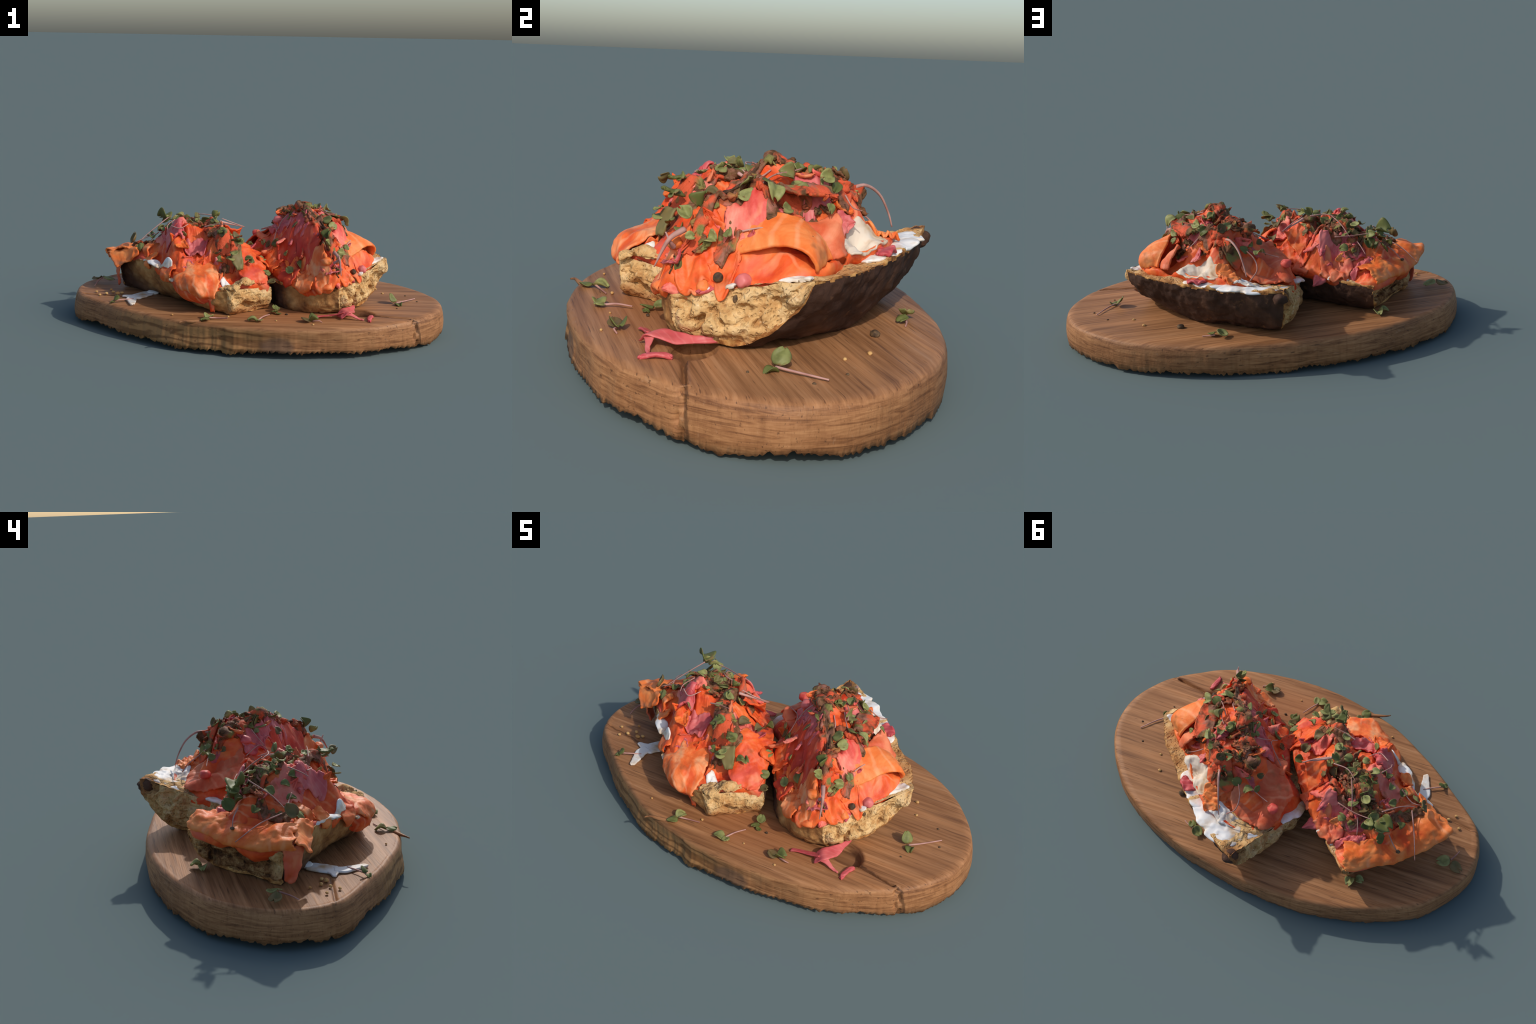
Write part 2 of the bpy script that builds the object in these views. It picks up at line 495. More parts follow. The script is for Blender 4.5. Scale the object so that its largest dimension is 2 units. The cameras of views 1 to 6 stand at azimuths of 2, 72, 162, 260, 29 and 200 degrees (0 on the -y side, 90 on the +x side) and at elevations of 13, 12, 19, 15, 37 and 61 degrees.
SALMON_PALE = salmon_material("marbled_salmon", (0.66, 0.075, 0.015), (0.80, 0.165, 0.038), (0.84, 0.42, 0.20), 0.8, 0.2, 8)
CORAL = salmon_material("coral_salmon", (0.58, 0.045, 0.034), (0.72, 0.115, 0.085), (0.82, 0.25, 0.175), 0.35, 1.7, 6)
SALMON_SHADE_TINT = salmon_material("shade_darkened_salmon", (0.46, 0.028, 0.014), (0.60, 0.055, 0.022), (0.72, 0.095, 0.045), 0.25, 0.9, 7, (0.55, 0.060, 0.055))  # salmon darkened for the slope turned away from the sun
ONION = onion_material()
HERB_BED = herb_bed_material()
HERB_SCRAP = herb_bed_material("herb_scrap", 0.06, 0.35)
LEAF = leaf_material("microgreen_leaf", (0.130, 0.148, 0.038), (0.40, 0.40, 0.145))
STEM = stem_material()
CREAM = cream_material()
CREAM_BEIGE = cream_material("toasty_cream", (0.88, 0.78, 0.66))
STRAND = plain_material("dark_strand", (0.030, 0.017, 0.010), (0.13, 0.060, 0.030), 45)  # near-black to dark brown tone along the crest
SEED = plain_material("peppercorn", (0.05, 0.03, 0.02), (0.16, 0.10, 0.05), 60)
GOLD_CRUMB = plain_material("bread_crumb", (0.45, 0.22, 0.07), (0.62, 0.40, 0.16), 40)

# -------------------------------------------------------------------- board
BOARD_TOP = 0.154
BOARD_RIM = [(0.995, -0.04), (0.982, -0.160), (0.930, -0.262), (0.845, -0.362), (0.729, -0.440), (0.600, -0.512),
             (0.447, -0.556), (0.254, -0.585), (0.064, -0.588), (-0.154, -0.566), (-0.303, -0.532), (-0.431, -0.483),
             (-0.56, -0.402), (-0.667, -0.328), (-0.781, -0.230), (-0.895, -0.132), (-0.960, -0.040), (-0.984, 0.083),
             (-0.966, 0.200), (-0.895, 0.320), (-0.795, 0.430), (-0.655, 0.505), (-0.531, 0.552), (-0.380, 0.590), (-0.187, 0.604),
             (0.05, 0.586), (0.273, 0.548), (0.44, 0.508), (0.648, 0.420), (0.806, 0.305), (0.908, 0.183), (0.970, 0.07)]

def segment_distance(xy, a, b):
    a, b = np.array(a), np.array(b)
    t = np.clip(((xy - a) @ (b - a)) / ((b - a) @ (b - a)), 0, 1)
    return np.linalg.norm(xy - (a + t[:, None] * (b - a)), axis=1), t

def build_board():
    NA = 900
    rim = spline(BOARD_RIM, NA, closed=True)
    d = np.roll(rim, -1, 0) - np.roll(rim, 1, 0)
    out = np.stack([d[:, 1], -d[:, 0]], 1)
    out /= np.linalg.norm(out, axis=1, keepdims=True)
    if (out * rim).sum() < 0:
        out = -out
    ang = np.arctan2(rim[:, 1], rim[:, 0])
    ring3 = np.c_[np.cos(ang), np.sin(ang), 0 * ang]
    # the live edge: lumpy on the front left, nearly turned elsewhere
    front = np.exp(-((ang + 1.9) / 0.75) ** 2)
    rings = []
    rad = np.r_[np.linspace(0.004, 0.9, 76) ** 0.85, np.linspace(0.925, 0.975, 6)]
    shrink = 0.030 * smoothstep(-0.1, 0.7, -np.cos(ang))
    for f in rad:
        xy = (rim - out * shrink[:, None]) * f
        z = BOARD_TOP + 0.004 * xy[:, 0] - 0.001 + 0.0016 * fbm(np.c_[xy[:, 0] * 2, xy[:, 1] * 16, 0 * ang], 2.0, 3)
        # finger hollow with a steeper far wall
        e = np.hypot((xy[:, 0] - 0.535) / 0.102, (xy[:, 1] + 0.292 + 0.25 * (xy[:, 0] - 0.535)) / 0.074)
        z -= 0.048 * (1 - smoothstep(0.62, 1.0, e)) * (0.75 + 0.25 * np.clip((xy[:, 0] - 0.44) / 0.18, 0, 1))
        for a, b, w, dep in (((0.615, -0.338), (0.845, -0.384), 0.0065, 0.036), ((-0.70, -0.085), (-0.965, -0.035), 0.0065, 0.012)):
            dist, t = segment_distance(xy, a, b)
            z -= dep * (0.5 + 0.5 * t) * np.exp(-(dist / w) ** 2)
        rings.append(np.c_[xy, z])
    # rounded rim, bulging side and ragged foot
    lump = 0.012 * front * fbm(ring3, 5, 11) + 0.004 * fbm(ring3, 11, 12) + 0.0015 * (0.4 + front) * ridged(ring3, 34, 13)
    foot = 0.020 + 0.012 * noise3(ring3, 7, 20) + 0.008 * noise3(ring3, 60, 21) + 0.006 * noise3(ring3, 130, 22)
    foot = np.clip(foot, 0.0, 0.05)
    prof = [(-0.010, 0.1535), (-0.002, 0.151), (0.004, 0.146), (0.009, 0.137), (0.0125, 0.120), (0.014, 0.098), (0.015, 0.078), (0.014, 0.062), (0.012, 0.047), (0.008, None), (-0.008, None), (-0.05, 0.020), (-0.30, 0.012)]
    lean = smoothstep(-0.1, 0.7, -np.cos(ang))
    bow = np.exp(-((ang + 1.6) / 0.7) ** 2)
    foot = foot + 0.008 * smoothstep(0.3, 0.9, -np.cos(ang)) + 0.012 * np.exp(-((np.abs(ang) - 2.75) / 0.3) ** 2) * (ang < 0) + 0.014 * np.exp(-((ang + 0.9) / 0.5) ** 2)
    foot = np.clip(foot, 0.0, 0.06)
    heel = np.exp(-((ang + 0.45) / 0.5) ** 2)
    crack_a = math.atan2(-0.378, 0.815)
    crack_b = math.atan2(-0.035, -0.965)
    for i, (o, z) in enumerate(prof):
        zz = foot if z is None else np.full(NA, z)
        if o == -0.012:
            zz = foot + 0.002
        weight = min(1.0, max(0.0, (0.150 - (z if z is not None else 0.02)) / 0.04))
        l = lump + 0.008 * front * fbm(np.c_[ring3[:, :2], np.full(NA, (z or 0.02))], 7, 14)
        below = np.clip((0.140 - (z if z is not None else 0.03)) / 0.11, 0, 1)
        off = o + l * weight - 0.028 * lean * (1 - below) - 0.012 * lean * below - 0.016 * bow * np.sin(np.pi * below) + 0.012 * heel * below
        notch = 0
        for c, w, dep in ((crack_a + 0.012 * math.sin(i * 1.7), 0.0065, 0.018), (crack_b, 0.008, 0.006)):
            da = np.abs((ang - c + math.pi) % (2 * math.pi) - math.pi)
            notch = notch + dep * np.exp(-(da / w) ** 2)
        off = off - notch * (1 if i < 10 else 0)
        rings.append(np.c_[rim + out * off[:, None], zz + 0.0015 * noise3(ring3, 20, 31 + i) * (1 if i < 9 else 0)])
    nr = len(rings)
    V = np.vstack(rings + [np.array([[0, 0, BOARD_TOP]]), np.array([[0, 0, 0.006]])])
    F = grid_faces(nr, NA, 0, wrap_v=True, flip=False)
    ct, cb = nr * NA, nr * NA + 1
    last = (nr - 1) * NA
    F += [(ct, j, (j + 1) % NA)[::-1] for j in range(NA)] + [(cb, last + j, last + (j + 1) % NA) for j in range(NA)]
    lo, hi = V.min(0), V.max(0)
    V[:, 2] = np.maximum(V[:, 2], 0.0)
    s = 2.0 / (hi[0] - lo[0])
    V[:, 0] = (V[:, 0] - (lo[0] + hi[0]) / 2) * s
    me = make_mesh("wooden_board", V, F, WOOD)
    fix_normals(me)
    ob = add_object("wooden_board", me)
    V, F = tube([(-0.25, -0.510, 0.150), (-0.30, -0.522, 0.155), (-0.335, -0.532, 0.158), (-0.352, -0.545, 0.154)], 0.012, 0.003, 20, 8)
    add_mesh("splinter", V, F, WOOD, ob)
    ob["label"] = "oval oiled wooden serving board with a finger hollow and cracks"
    ob["category"] = "serving board"
    return ob

def fix_normals(me):
    import bmesh
    bm = bmesh.new()
    bm.from_mesh(me)
    bmesh.ops.recalc_face_normals(bm, faces=bm.faces)
    bm.to_mesh(me)
    bm.free()
    me.update()

# -------------------------------------------------------------------- bread
def build_bread(parent, left, right, left_foot, right_foot, seed, rough=1.0, bow=(1.0, 1.0), bulge=(0.016, 0.016)):
    """half-round loaf piece: cut top between two rims, crust swept below, crumb at both ends"""
    NS, NC, NT = 110, 96, 40
    Lr, Rr, Lf, Rf = (spline(p, NS) for p in (left, right, left_foot, right_foot))
    q = np.linspace(0, 1, NC)
    sect = []
    for i in range(NS):
        L, R, a, b = Lr[i], Rr[i], Lf[i], Rf[i]
        row = []
        n1, n2 = NC * 2 // 5, NC // 5
        n3 = NC - n1 - n2
        th = np.linspace(0, math.pi / 2, n1, endpoint=False)
        for t in th:
            xy = R[:2] + (b[:2] - R[:2]) * (1 - math.cos(t) ** bow[1])
            row.append((*xy, R[2] - (R[2] - b[2]) * math.sin(t) ** bow[1]))
        for t in np.linspace(0, 1, n2, endpoint=False):
            row.append(tuple(b + (a - b) * t))
        for t in np.linspace(math.pi / 2, 0, n3):
            xy = L[:2] + (a[:2] - L[:2]) * (1 - math.cos(t) ** bow[0])
            row.append((*xy, L[2] - (L[2] - a[2]) * math.sin(t) ** bow[0]))
        sect.append(row)
    S = np.array(sect)
    N = grid_normals(S)
    c = S.reshape(-1, 3).mean(0)
    if ((S - c) * N).sum() < 0:
        N = -N
    flat = S.reshape(-1, 3)
    fade = smoothstep(0, 0.12, np.minimum(q, 1 - q))[None, :, None] * smoothstep(0, 0.05, np.minimum(*[np.linspace(0, 1, NS), np.linspace(1, 0, NS)]))[:, None, None]
    dis = (0.010 * fbm(flat, 6, seed) + 0.006 * ridged(flat, 13, seed + 1) + 0.003 * fbm(flat, 40, seed + 5)).reshape(NS, NC, 1)
    S = S + N * dis * fade
    # ragged rim
    edge = np.exp(-(np.minimum(q, 1 - q) / 0.02) ** 2)[None, :]
    S[..., 2] += 0.009 * edge * fbm(flat, 26, seed + 2).reshape(NS, NC) * rough
    S[..., 2] = np.maximum(S[..., 2], BOARD_TOP + 0.001)
    V = [S.reshape(-1, 3)]
    crust = grid_faces(NS, NC, 0, flip=True)
    rim_noise = fbm(S.reshape(-1, 3), 24, seed + 61)
    qq = np.tile(np.minimum(q, 1 - q), NS)
    is_rim = [bool(qq[f[0]] + 0.020 * rim_noise[f[0]] < 0.022) for f in crust]
    crumb = []
    count = NS * NC
    # cut top
    t = np.linspace(0, 1, NT)[None, :, None]
    top = S[:, :1] * (1 - t) + S[:, -1:] * t
    inner = np.sin(np.pi * t[..., 0])
    f2 = top.reshape(-1, 3)
    top[..., 2] += (0.010 * fbm(f2, 14, seed + 3)).reshape(NS, NT) * np.minimum(1, inner * 3)
    V.append(top.reshape(-1, 3))
    crumb += grid_faces(NS, NT, count)
    count += NS * NT
    end_rim = [False] * len(crumb)
    # end faces with pores
    for end, sgn in ((0, -1), (NS - 1, 1)):
        prof = S[end]
        chord = prof[-1] - prof[0]
        tt = np.clip(((prof - prof[0]) @ chord) / (chord @ chord), 0, 1)
        base = prof[0] + tt[:, None] * chord
        M = 44
        w = np.linspace(0, 1, M)[:, None, None]
        G = base[None] * (1 - w) + prof[None] * w
        axis = (S[NS - 1].mean(0) - S[0].mean(0)) * sgn
        axis[2] = 0
        axis /= np.linalg.norm(axis)
        f3 = G.reshape(-1, 3)
        border = np.minimum(w[..., 0], 1 - w[..., 0]) * np.ones((1, NC))
        border = np.minimum(border * 5, np.minimum(tt, 1 - tt)[None] * 12)
        border = np.clip(border, 0, 1)
        bump = 0.014 * fbm(f3, 14, seed + 4) + 0.010 * fbm(f3, 42, seed + 6) - 0.024 * smoothstep(0.10, 0.5, noise3(f3, 30, seed + 8)) - 0.018 * smoothstep(0.1, 0.5, noise3(f3, 64, seed + 9)) + bulge[0 if end == 0 else 1] * np.sin(np.pi * np.clip((w[..., 0] * np.ones((1, NC))).reshape(-1), 0, 1))
        G = G + axis * ((bump.reshape(M, NC) + 0.012) * border)[..., None]
        V.append(G.reshape(-1, 3))
        face = grid_faces(M, NC, count, flip=(sgn > 0))
        rn = fbm(f3, 22, seed + 62)
        ww = (w[..., 0] * np.ones((1, NC))).reshape(-1)
        end_rim += [bool(ww[f[0] - count] + 0.16 * rn[f[0] - count] > 0.93) for f in face]
        crumb += face
        count += M * NC
    V = np.vstack(V)
    me = bpy.data.meshes.new("bread")
    me.from_pydata([tuple(v) for v in V.tolist()], [], crust + crumb)
    me.materials.append(CRUST)
    me.materials.append(CRUMB)
    me.materials.append(TOASTED)
    nc = len(crust)
    me.polygons.foreach_set("material_index", [2 if r else 0 for r in is_rim] + [2 if r else 1 for r in end_rim])
    import bmesh
    bm = bmesh.new()
    bm.from_mesh(me)
    bmesh.ops.remove_doubles(bm, verts=bm.verts, dist=0.0006)
    bmesh.ops.recalc_face_normals(bm, faces=bm.faces)
    for _ in range(1):
        bmesh.ops.smooth_vert(bm, verts=bm.verts, factor=0.5, use_axis_x=True, use_axis_y=True, use_axis_z=True)
    bm.normal_update()
    co = np.array([v.co[:] for v in bm.verts])
    tear = 0.009 * fbm(co, 13, seed + 50) + 0.006 * fbm(co, 24, seed + 51) + 0.004 * fbm(co, 58, seed + 52)
    for v, d in zip(bm.verts, tear):
        v.co += v.normal * float(d)
        v.co.z = max(v.co.z, BOARD_TOP + 0.0005)
    bm.normal_update()
    bread = None
    for part, idx, mat in (("bread", 1, CRUMB), ("crust", 0, CRUST), ("toasted_rim", 2, TOASTED)):
        b2 = bm.copy()
        bmesh.ops.delete(b2, geom=[f for f in b2.faces if f.material_index != idx], context="FACES")
        m2 = bpy.data.meshes.new(part)
        b2.to_mesh(m2)
        b2.free()
        m2.materials.append(mat)
        m2.polygons.foreach_set("material_index", [0] * len(m2.polygons))
        m2.polygons.foreach_set("use_smooth", [True] * len(m2.polygons))
        m2.update()
        ob = add_object(part, m2, parent if part == "bread" else bread)
        if part == "bread":
            bread = ob
            bread_inv = parent.matrix_basis.inverted()
        else:
            ob.matrix_parent_inverse = Matrix.Identity(4)
    bm.free()
    bpy.data.meshes.remove(me)
    return bread

# ------------------------------------------------------------------ topping
class Heap:
    """the mound of salmon on one toast: plan outline with edge heights and inner heights"""
    def __init__(self, edge, inner, centre, seed, amp=1.0, clefts=()):
        self.clefts = clefts
        self.edge = np.array(edge, float)
        self.tps = ThinPlate(list(edge) + list(inner))
        self.centre = np.array(centre, float)
        self.seed = seed
        self.amp = amp
    def detail(self, xy):
        p = np.c_[xy, np.zeros(len(xy))]
        warp = np.c_[fbm(p, 7, self.seed + 9), fbm(p, 7, self.seed + 10), np.zeros(len(xy))] * 0.05
        z = self.amp * (0.050 * (ridged(p + warp, 8.5, self.seed, 3) * 0.5 - 0.36) + 0.007 * ridged(p + warp, 26, self.seed + 3, 2))
        for a, b, width, depth in self.clefts:
            dist, t = segment_distance(xy + warp[:, :2] * 0.3, a, b)
            z = z - depth * np.sin(np.pi * np.clip(0.12 + 0.85 * t, 0, 1)) * np.exp(-(dist / width) ** 2)
        return z
    def height(self, xy):
        xy = np.asarray(xy, float).reshape(-1, 2)
        return self.tps(xy) + self.detail(xy)
    def at(self, x, y):
        return float(self.height([(x, y)])[0])
    def normal(self, x, y, e=0.012):
        h = self.height([(x + e, y), (x - e, y), (x, y + e), (x, y - e)])
        return Vector((-(h[0] - h[1]) / (2 * e), -(h[2] - h[3]) / (2 * e), 1)).normalized()
    def build(self, name, material, parent):
        NA, NR = 420, 90
        ring = spline(self.edge, NA, closed=True)
        rows = []
        for f in np.linspace(0.01, 1.0, NR):
            xy = self.centre + (ring[:, :2] - self.centre) * f
            fade = 1 - smoothstep(0.9, 1.0, f)
            z = self.tps(xy) + self.detail(xy) * (0.35 + 0.65 * fade)
            rows.append(np.c_[xy, z])
        rim = rows[-1]
        for push, drop in ((0.004, 0.010), (0.004, 0.024), (-0.004, 0.042), (-0.04, 0.065)):
            d = rim[:, :2] - self.centre
            d /= np.linalg.norm(d, axis=1, keepdims=True)
            rows.append(np.c_[rim[:, :2] + d * push, rim[:, 2] - drop])
        V = np.vstack(rows + [np.array([[*self.centre, self.tps([self.centre])[0] + self.detail(self.centre[None])[0]]])])
        n = len(rows)
        F = grid_faces(n, NA, 0, wrap_v=True)
        c = n * NA
        F += [(c, (j + 1) % NA, j) for j in range(NA)]
        me = make_mesh(name, V, F, material)
        fix_normals(me)
        return add_object(name, me, parent)

def drape(heap, name, parent, material, spine, widths, lift=0.008, thick=0.007, ripple=0.006, curl=0.0, seed=0, nu=60, nv=34, up_ends=(0, 0), ragged=0.020, ruffle=0.010, tear=21):
    """a slice laid over the heap along a spine (plan coordinates) with a width at each spine point"""
    C = spline(spine, nu)
    W = np.interp(np.linspace(0, 1, nu), np.linspace(0, 1, len(widths)), widths)
    T = np.gradient(C, axis=0)
    T /= np.linalg.norm(T, axis=1, keepdims=True)
    S = np.stack([-T[:, 1], T[:, 0]], 1)
    v = np.linspace(-1, 1, nv)
    u = np.linspace(0, 1, nu)
    cap = np.sqrt(np.clip(1 - np.clip((np.abs(u * 2 - 1) - 0.72) / 0.28, 0, 1) ** 2.4, 0.02, 1))
    xy = C[:, None] + S[:, None] * (v[None, :, None] * (W * cap)[:, None, None])
    flat = xy.reshape(-1, 2)
    p = np.c_[flat, np.full(len(flat), seed * 3.7)]
    border = np.maximum(np.abs(v)[None] ** 2, ((u * 2 - 1) ** 4)[:, None]).reshape(-1)
    flat = flat + (0.008 + ragged * border)[:, None] * np.c_[fbm(p, tear, seed + 1), fbm(p, tear, seed + 2)]
    z = heap.height(flat)
    edge = np.maximum(np.abs(v)[None] ** 3, (np.abs(u * 2 - 1) ** 6)[:, None]).reshape(-1)
    uu0 = np.repeat(u, nv)
    frill = np.sin(uu0 * 2 * np.pi * (2.2 + 0.6 * (seed % 4)) + seed + 2.5 * fbm(p, 6, seed + 8)) * np.abs(np.tile(v, nu)) ** 2
    z = z + lift * 0.5 + 1.5 * ripple * ridged(p, 14, seed + 4, 2) + ruffle * frill + curl * edge * (0.6 + 0.8 * fbm(p, 9, seed + 6))
    uu = np.repeat(u, nv)
    z = z + up_ends[0] * (1 - uu) ** 3 + up_ends[1] * uu ** 3
    P = np.c_[flat, z].reshape(nu, nv, 3)
    V, F = thick_sheet(P, thick)
    return add_mesh(name, V, F, material, parent)

def sheet(name, parent, material, ctrl, thick=0.009, ripple=0.003, seed=0, nu=44, nv=44, ragged=0.05, ruffle=0.004):
    """a free slice through a grid of 3D control points, with torn wavy edges"""
    D = bicubic(ctrl, 97, 97)
    u, v = np.meshgrid(np.linspace(0, 1, nu), np.linspace(0, 1, nv), indexing="ij")
    p = np.c_[u.ravel(), v.ravel(), np.full(u.size, seed * 2.3)]
    bu, bv = (2 * u - 1), (2 * v - 1)
    rim = np.maximum(np.abs(bu), np.abs(bv)) ** 3
    u2 = np.clip(0.5 + 0.5 * bu * (1 - ragged * rim * (1 + fbm(p, 9, seed + 1).reshape(u.shape) * 1.6)), 0, 1) * 96
    v2 = np.clip(0.5 + 0.5 * bv * (1 - ragged * rim * (1 + fbm(p, 9, seed + 2).reshape(u.shape) * 1.6)), 0, 1) * 96
    i0, j0 = np.minimum(u2.astype(int), 95), np.minimum(v2.astype(int), 95)
    fu, fv = (u2 - i0)[..., None], (v2 - j0)[..., None]
    P = (D[i0, j0] * (1 - fu) + D[i0 + 1, j0] * fu) * (1 - fv) + (D[i0, j0 + 1] * (1 - fu) + D[i0 + 1, j0 + 1] * fu) * fv
    N = grid_normals(P)
    f = P.reshape(-1, 3)
    wave = np.sin(6.5 * (bu + bv * 0.7) * (1 + 0.4 * fbm(f, 5, seed + 5).reshape(u.shape)) + seed) * rim
    P = P + N * (1.7 * ripple * (fbm(f, 16, seed, 3) + 0.8 * ridged(f, 11, seed + 3)).reshape(nu, nv) + ruffle * wave)[..., None]
    V, F = thick_sheet(P, thick)
    return add_mesh(name, V, F, material, parent)

# ------------------------------------------------------- leaves and stems
def leaf_mesh(i):
    """one cotyledon: round, notched at the tip, cupped and bent, about one unit long"""
    r = random.Random(100 + i)
    nu, nv = 13, 11
    cup, bend, notch, twist = r.uniform(-0.3, 0.9), r.uniform(-1.0, 0.9), r.choice((0.05, 0.22, 0.30)), r.uniform(-0.9, 0.9)
    wide = r.uniform(0.36, 0.56)
    P = np.zeros((nu, nv, 3))
    for a in range(nu):
        u = a / (nu - 1)
        w = wide * (math.sin(math.pi * min(1, 0.04 + 0.93 * u ** 0.85)) ** 0.62)
        for b in range(nv):
            v = b / (nv - 1) * 2 - 1
            x = u * (1 - notch * (1 - abs(v)) * u ** 4)
            y = w * v
            z = cup * (v * w) ** 2 * 2.2 + bend * (u - 0.4) ** 2 + twist * v * w * (u - 0.5) + 0.05 * math.sin(5 * u + 4 * v + i)
            P[a, b] = (x - 0.1, y, z)
    V, F = thick_sheet(P, 0.085)
    return make_mesh("leaf", V, F, LEAF)

LEAVES = [leaf_mesh(i) for i in range(12)]

def put_leaf(parent, pos, normal, size, heading, tilt=0.0, pick=None):
    me = LEAVES[random.randrange(len(LEAVES)) if pick is None else pick % len(LEAVES)]
    ob = add_object("leaf", me, parent)
    n = Vector(normal).normalized()
    x = Vector((math.cos(heading), math.sin(heading), 0))
    x = (x - n * x.dot(n)).normalized()
    y = n.cross(x)
    M = Matrix((x, y, n)).transposed().to_4x4()
    M = Matrix.Translation(Vector(pos)) @ M @ Matrix.Rotation(tilt, 4, "Y") @ Matrix.Scale(size, 4)
    ob.matrix_basis = M
    return ob

def scrap_mesh(i):
    """a crumpled shred of wilted herb, about one unit long"""
    r = random.Random(300 + i)
    nu, nv = 18, 9
    u, v = np.meshgrid(np.linspace(0, 1, nu), np.linspace(-1, 1, nv), indexing="ij")
    w = r.uniform(0.16, 0.34) * np.sin(np.pi * (0.06 + 0.9 * u)) ** 0.6
    p = np.c_[u.ravel() * 2, v.ravel(), np.full(u.size, i * 5.1)]
    x = u + 0.06 * fbm(p, 3, 400 + i).reshape(u.shape)
    y = w * v * (1 + 0.5 * fbm(p, 3, 410 + i).reshape(u.shape)) + 0.22 * r.uniform(-1, 1) * np.sin(3 * u)
    z = 0.20 * fbm(p, 2.2, 420 + i).reshape(u.shape) + r.uniform(-0.5, 0.5) * (u - 0.5) ** 2 + 0.25 * r.uniform(-1, 1) * v * w
    V, F = thick_sheet(np.stack([x - 0.5, y, z], -1), 0.10)
    return make_mesh("herb_scrap", V, F, HERB_SCRAP)

SCRAPS = [scrap_mesh(i) for i in range(6)]

def scatter_scraps(parent, heap, tracks, count, spread, sizes=(0.045, 0.095)):
    for i in range(count):
        tr = spline(tracks[i % len(tracks)], 40)
        x, y = tr[random.randrange(40)] + np.array([random.gauss(0, spread), random.gauss(0, spread)])
        n = (heap.normal(x, y) + Vector((random.uniform(-0.8, 0.8), random.uniform(-0.8, 0.8), 0.1))).normalized()
        ob = add_object("herb_scrap", SCRAPS[i % len(SCRAPS)], parent)
        ax = Vector((math.cos(i * 2.4), math.sin(i * 2.4), 0))
        ax = (ax - n * ax.dot(n)).normalized()
        M = Matrix((ax, n.cross(ax), n)).transposed().to_4x4()
        ob.matrix_basis = Matrix.Translation((x, y, heap.at(x, y) + random.uniform(0.004, 0.016))) @ M @ Matrix.Scale(random.uniform(*sizes), 4)

def flap(heap, parent, material, x, y, heading, length, width, lean, seed, name="salmon_flap"):
    """a torn pointed tongue of a slice, rooted in the heap and curling away from it"""
    nu, nv = 22, 13
    n = heap.normal(x, y)
    d = Vector((math.cos(heading), math.sin(heading), 0))
    d = (d - n * d.dot(n)).normalized()
    sd = n.cross(d)
    root = np.array((x, y, heap.at(x, y) - 0.010))
    u, v = np.meshgrid(np.linspace(0, 1, nu), np.linspace(-1, 1, nv), indexing="ij")
    p = np.c_[u.ravel() * 1.5, v.ravel(), np.full(u.size, seed * 4.3)]
    w = width * np.clip(1 - u ** 1.6, 0.04, 1) * (1 + 0.45 * fbm(p, 2.5, seed).reshape(u.shape))
    ang = lean * (0.35 + 0.9 * u)
    along = length * np.sin(ang + 0.001) / (lean + 0.001) * 1.1 if lean > 1.2 else length * u * np.cos(ang * 0.6)
    up = length * u * np.sin(ang) + 0.30 * width * v ** 2 * np.sign(math.sin(seed * 1.7)) + 0.010 * fbm(p, 3, seed + 2).reshape(u.shape)
    side = v * w + 0.25 * length * math.sin(seed * 2.1) * u ** 2
    P = root + along[..., None] * np.array(d) + up[..., None] * np.array(n) + side[..., None] * np.array(sd)
    V, F = thick_sheet(P, 0.007)
    return add_mesh(name, V, F, material, parent)

def tongue(parent, material, x, y, z, heading, width, drop, seed):
    """a ragged tongue of salmon hanging over the rim"""
    d = np.array((math.cos(heading), math.sin(heading), 0.0))
    e = np.array((-d[1], d[0], 0.0))
    c = np.array((x, y, z))
    rows = []
    for f, (out, down, w) in enumerate(((-0.050, -0.030, 1.0), (-0.012, -0.008, 1.05), (0.012, 0.30, 1.0), (0.010, 0.68, 0.72), (-0.004, 1.0, 0.30))):
        dz = down if f < 2 else down * drop
        rows.append([c + d * (out + 0.008 * math.sin(seed + 2 * k + f)) + e * (k * width * w) - np.array((0, 0, dz * (1 + 0.25 * math.sin(seed * 1.3 + 2.2 * k)))) for k in (-1, -0.33, 0.33, 1)])
    return sheet("salmon_flap", parent, material, rows, 0.008, 0.005, seed, 36, 26, 0.10, 0.006)

def scatter_flaps(parent, heap, places, materials, seed):
    r = random.Random(seed)
    for i, (x, y) in enumerate(places):
        x, y = x + r.uniform(-0.012, 0.012), y + r.uniform(-0.012, 0.012)
        n = heap.normal(x, y)
        down = math.atan2(n.y, n.x)
        heading = down + r.uniform(-1.2, 1.2) + (math.pi if r.random() < 0.35 else 0)
        m, nm = materials[i % len(materials)]
        flap(heap, parent, m, x, y, heading, r.uniform(0.045, 0.085), r.uniform(0.024, 0.046), r.uniform(0.15, 0.60), seed + i, nm)

def put_stem(parent, points, r0=0.0035, r1=0.0022):
    V, F = tube(points, r0, r1)
    return add_mesh("stem", V, F, STEM, parent)

def blob(name, parent, material, pos, size, seed, squash=(1, 1, 1), lumps=0.25):
    import bmesh
    bm = bmesh.new()
    bmesh.ops.create_icosphere(bm, subdivisions=3, radius=1)
    V = np.array([v.co[:] for v in bm.verts])
    V = V * (1 + lumps * fbm(V + seed * 3.1, 1.6, seed))[:, None] * np.array(squash) * size + np.array(pos)
    F = [tuple(v.index for v in f.verts) for f in bm.faces]
    bm.free()
    return add_mesh(name, V, F, material, parent)

def cream_patch(heap_or_plane, parent, spine, widths, lift, seed, thick=0.014):
    return drape(heap_or_plane, "cream_cheese", parent, CREAM, spine, widths, lift - 0.003, min(thick, 0.012), 0.005, -0.012, seed, 64, 44, ragged=0.024, ruffle=0.0, tear=13)

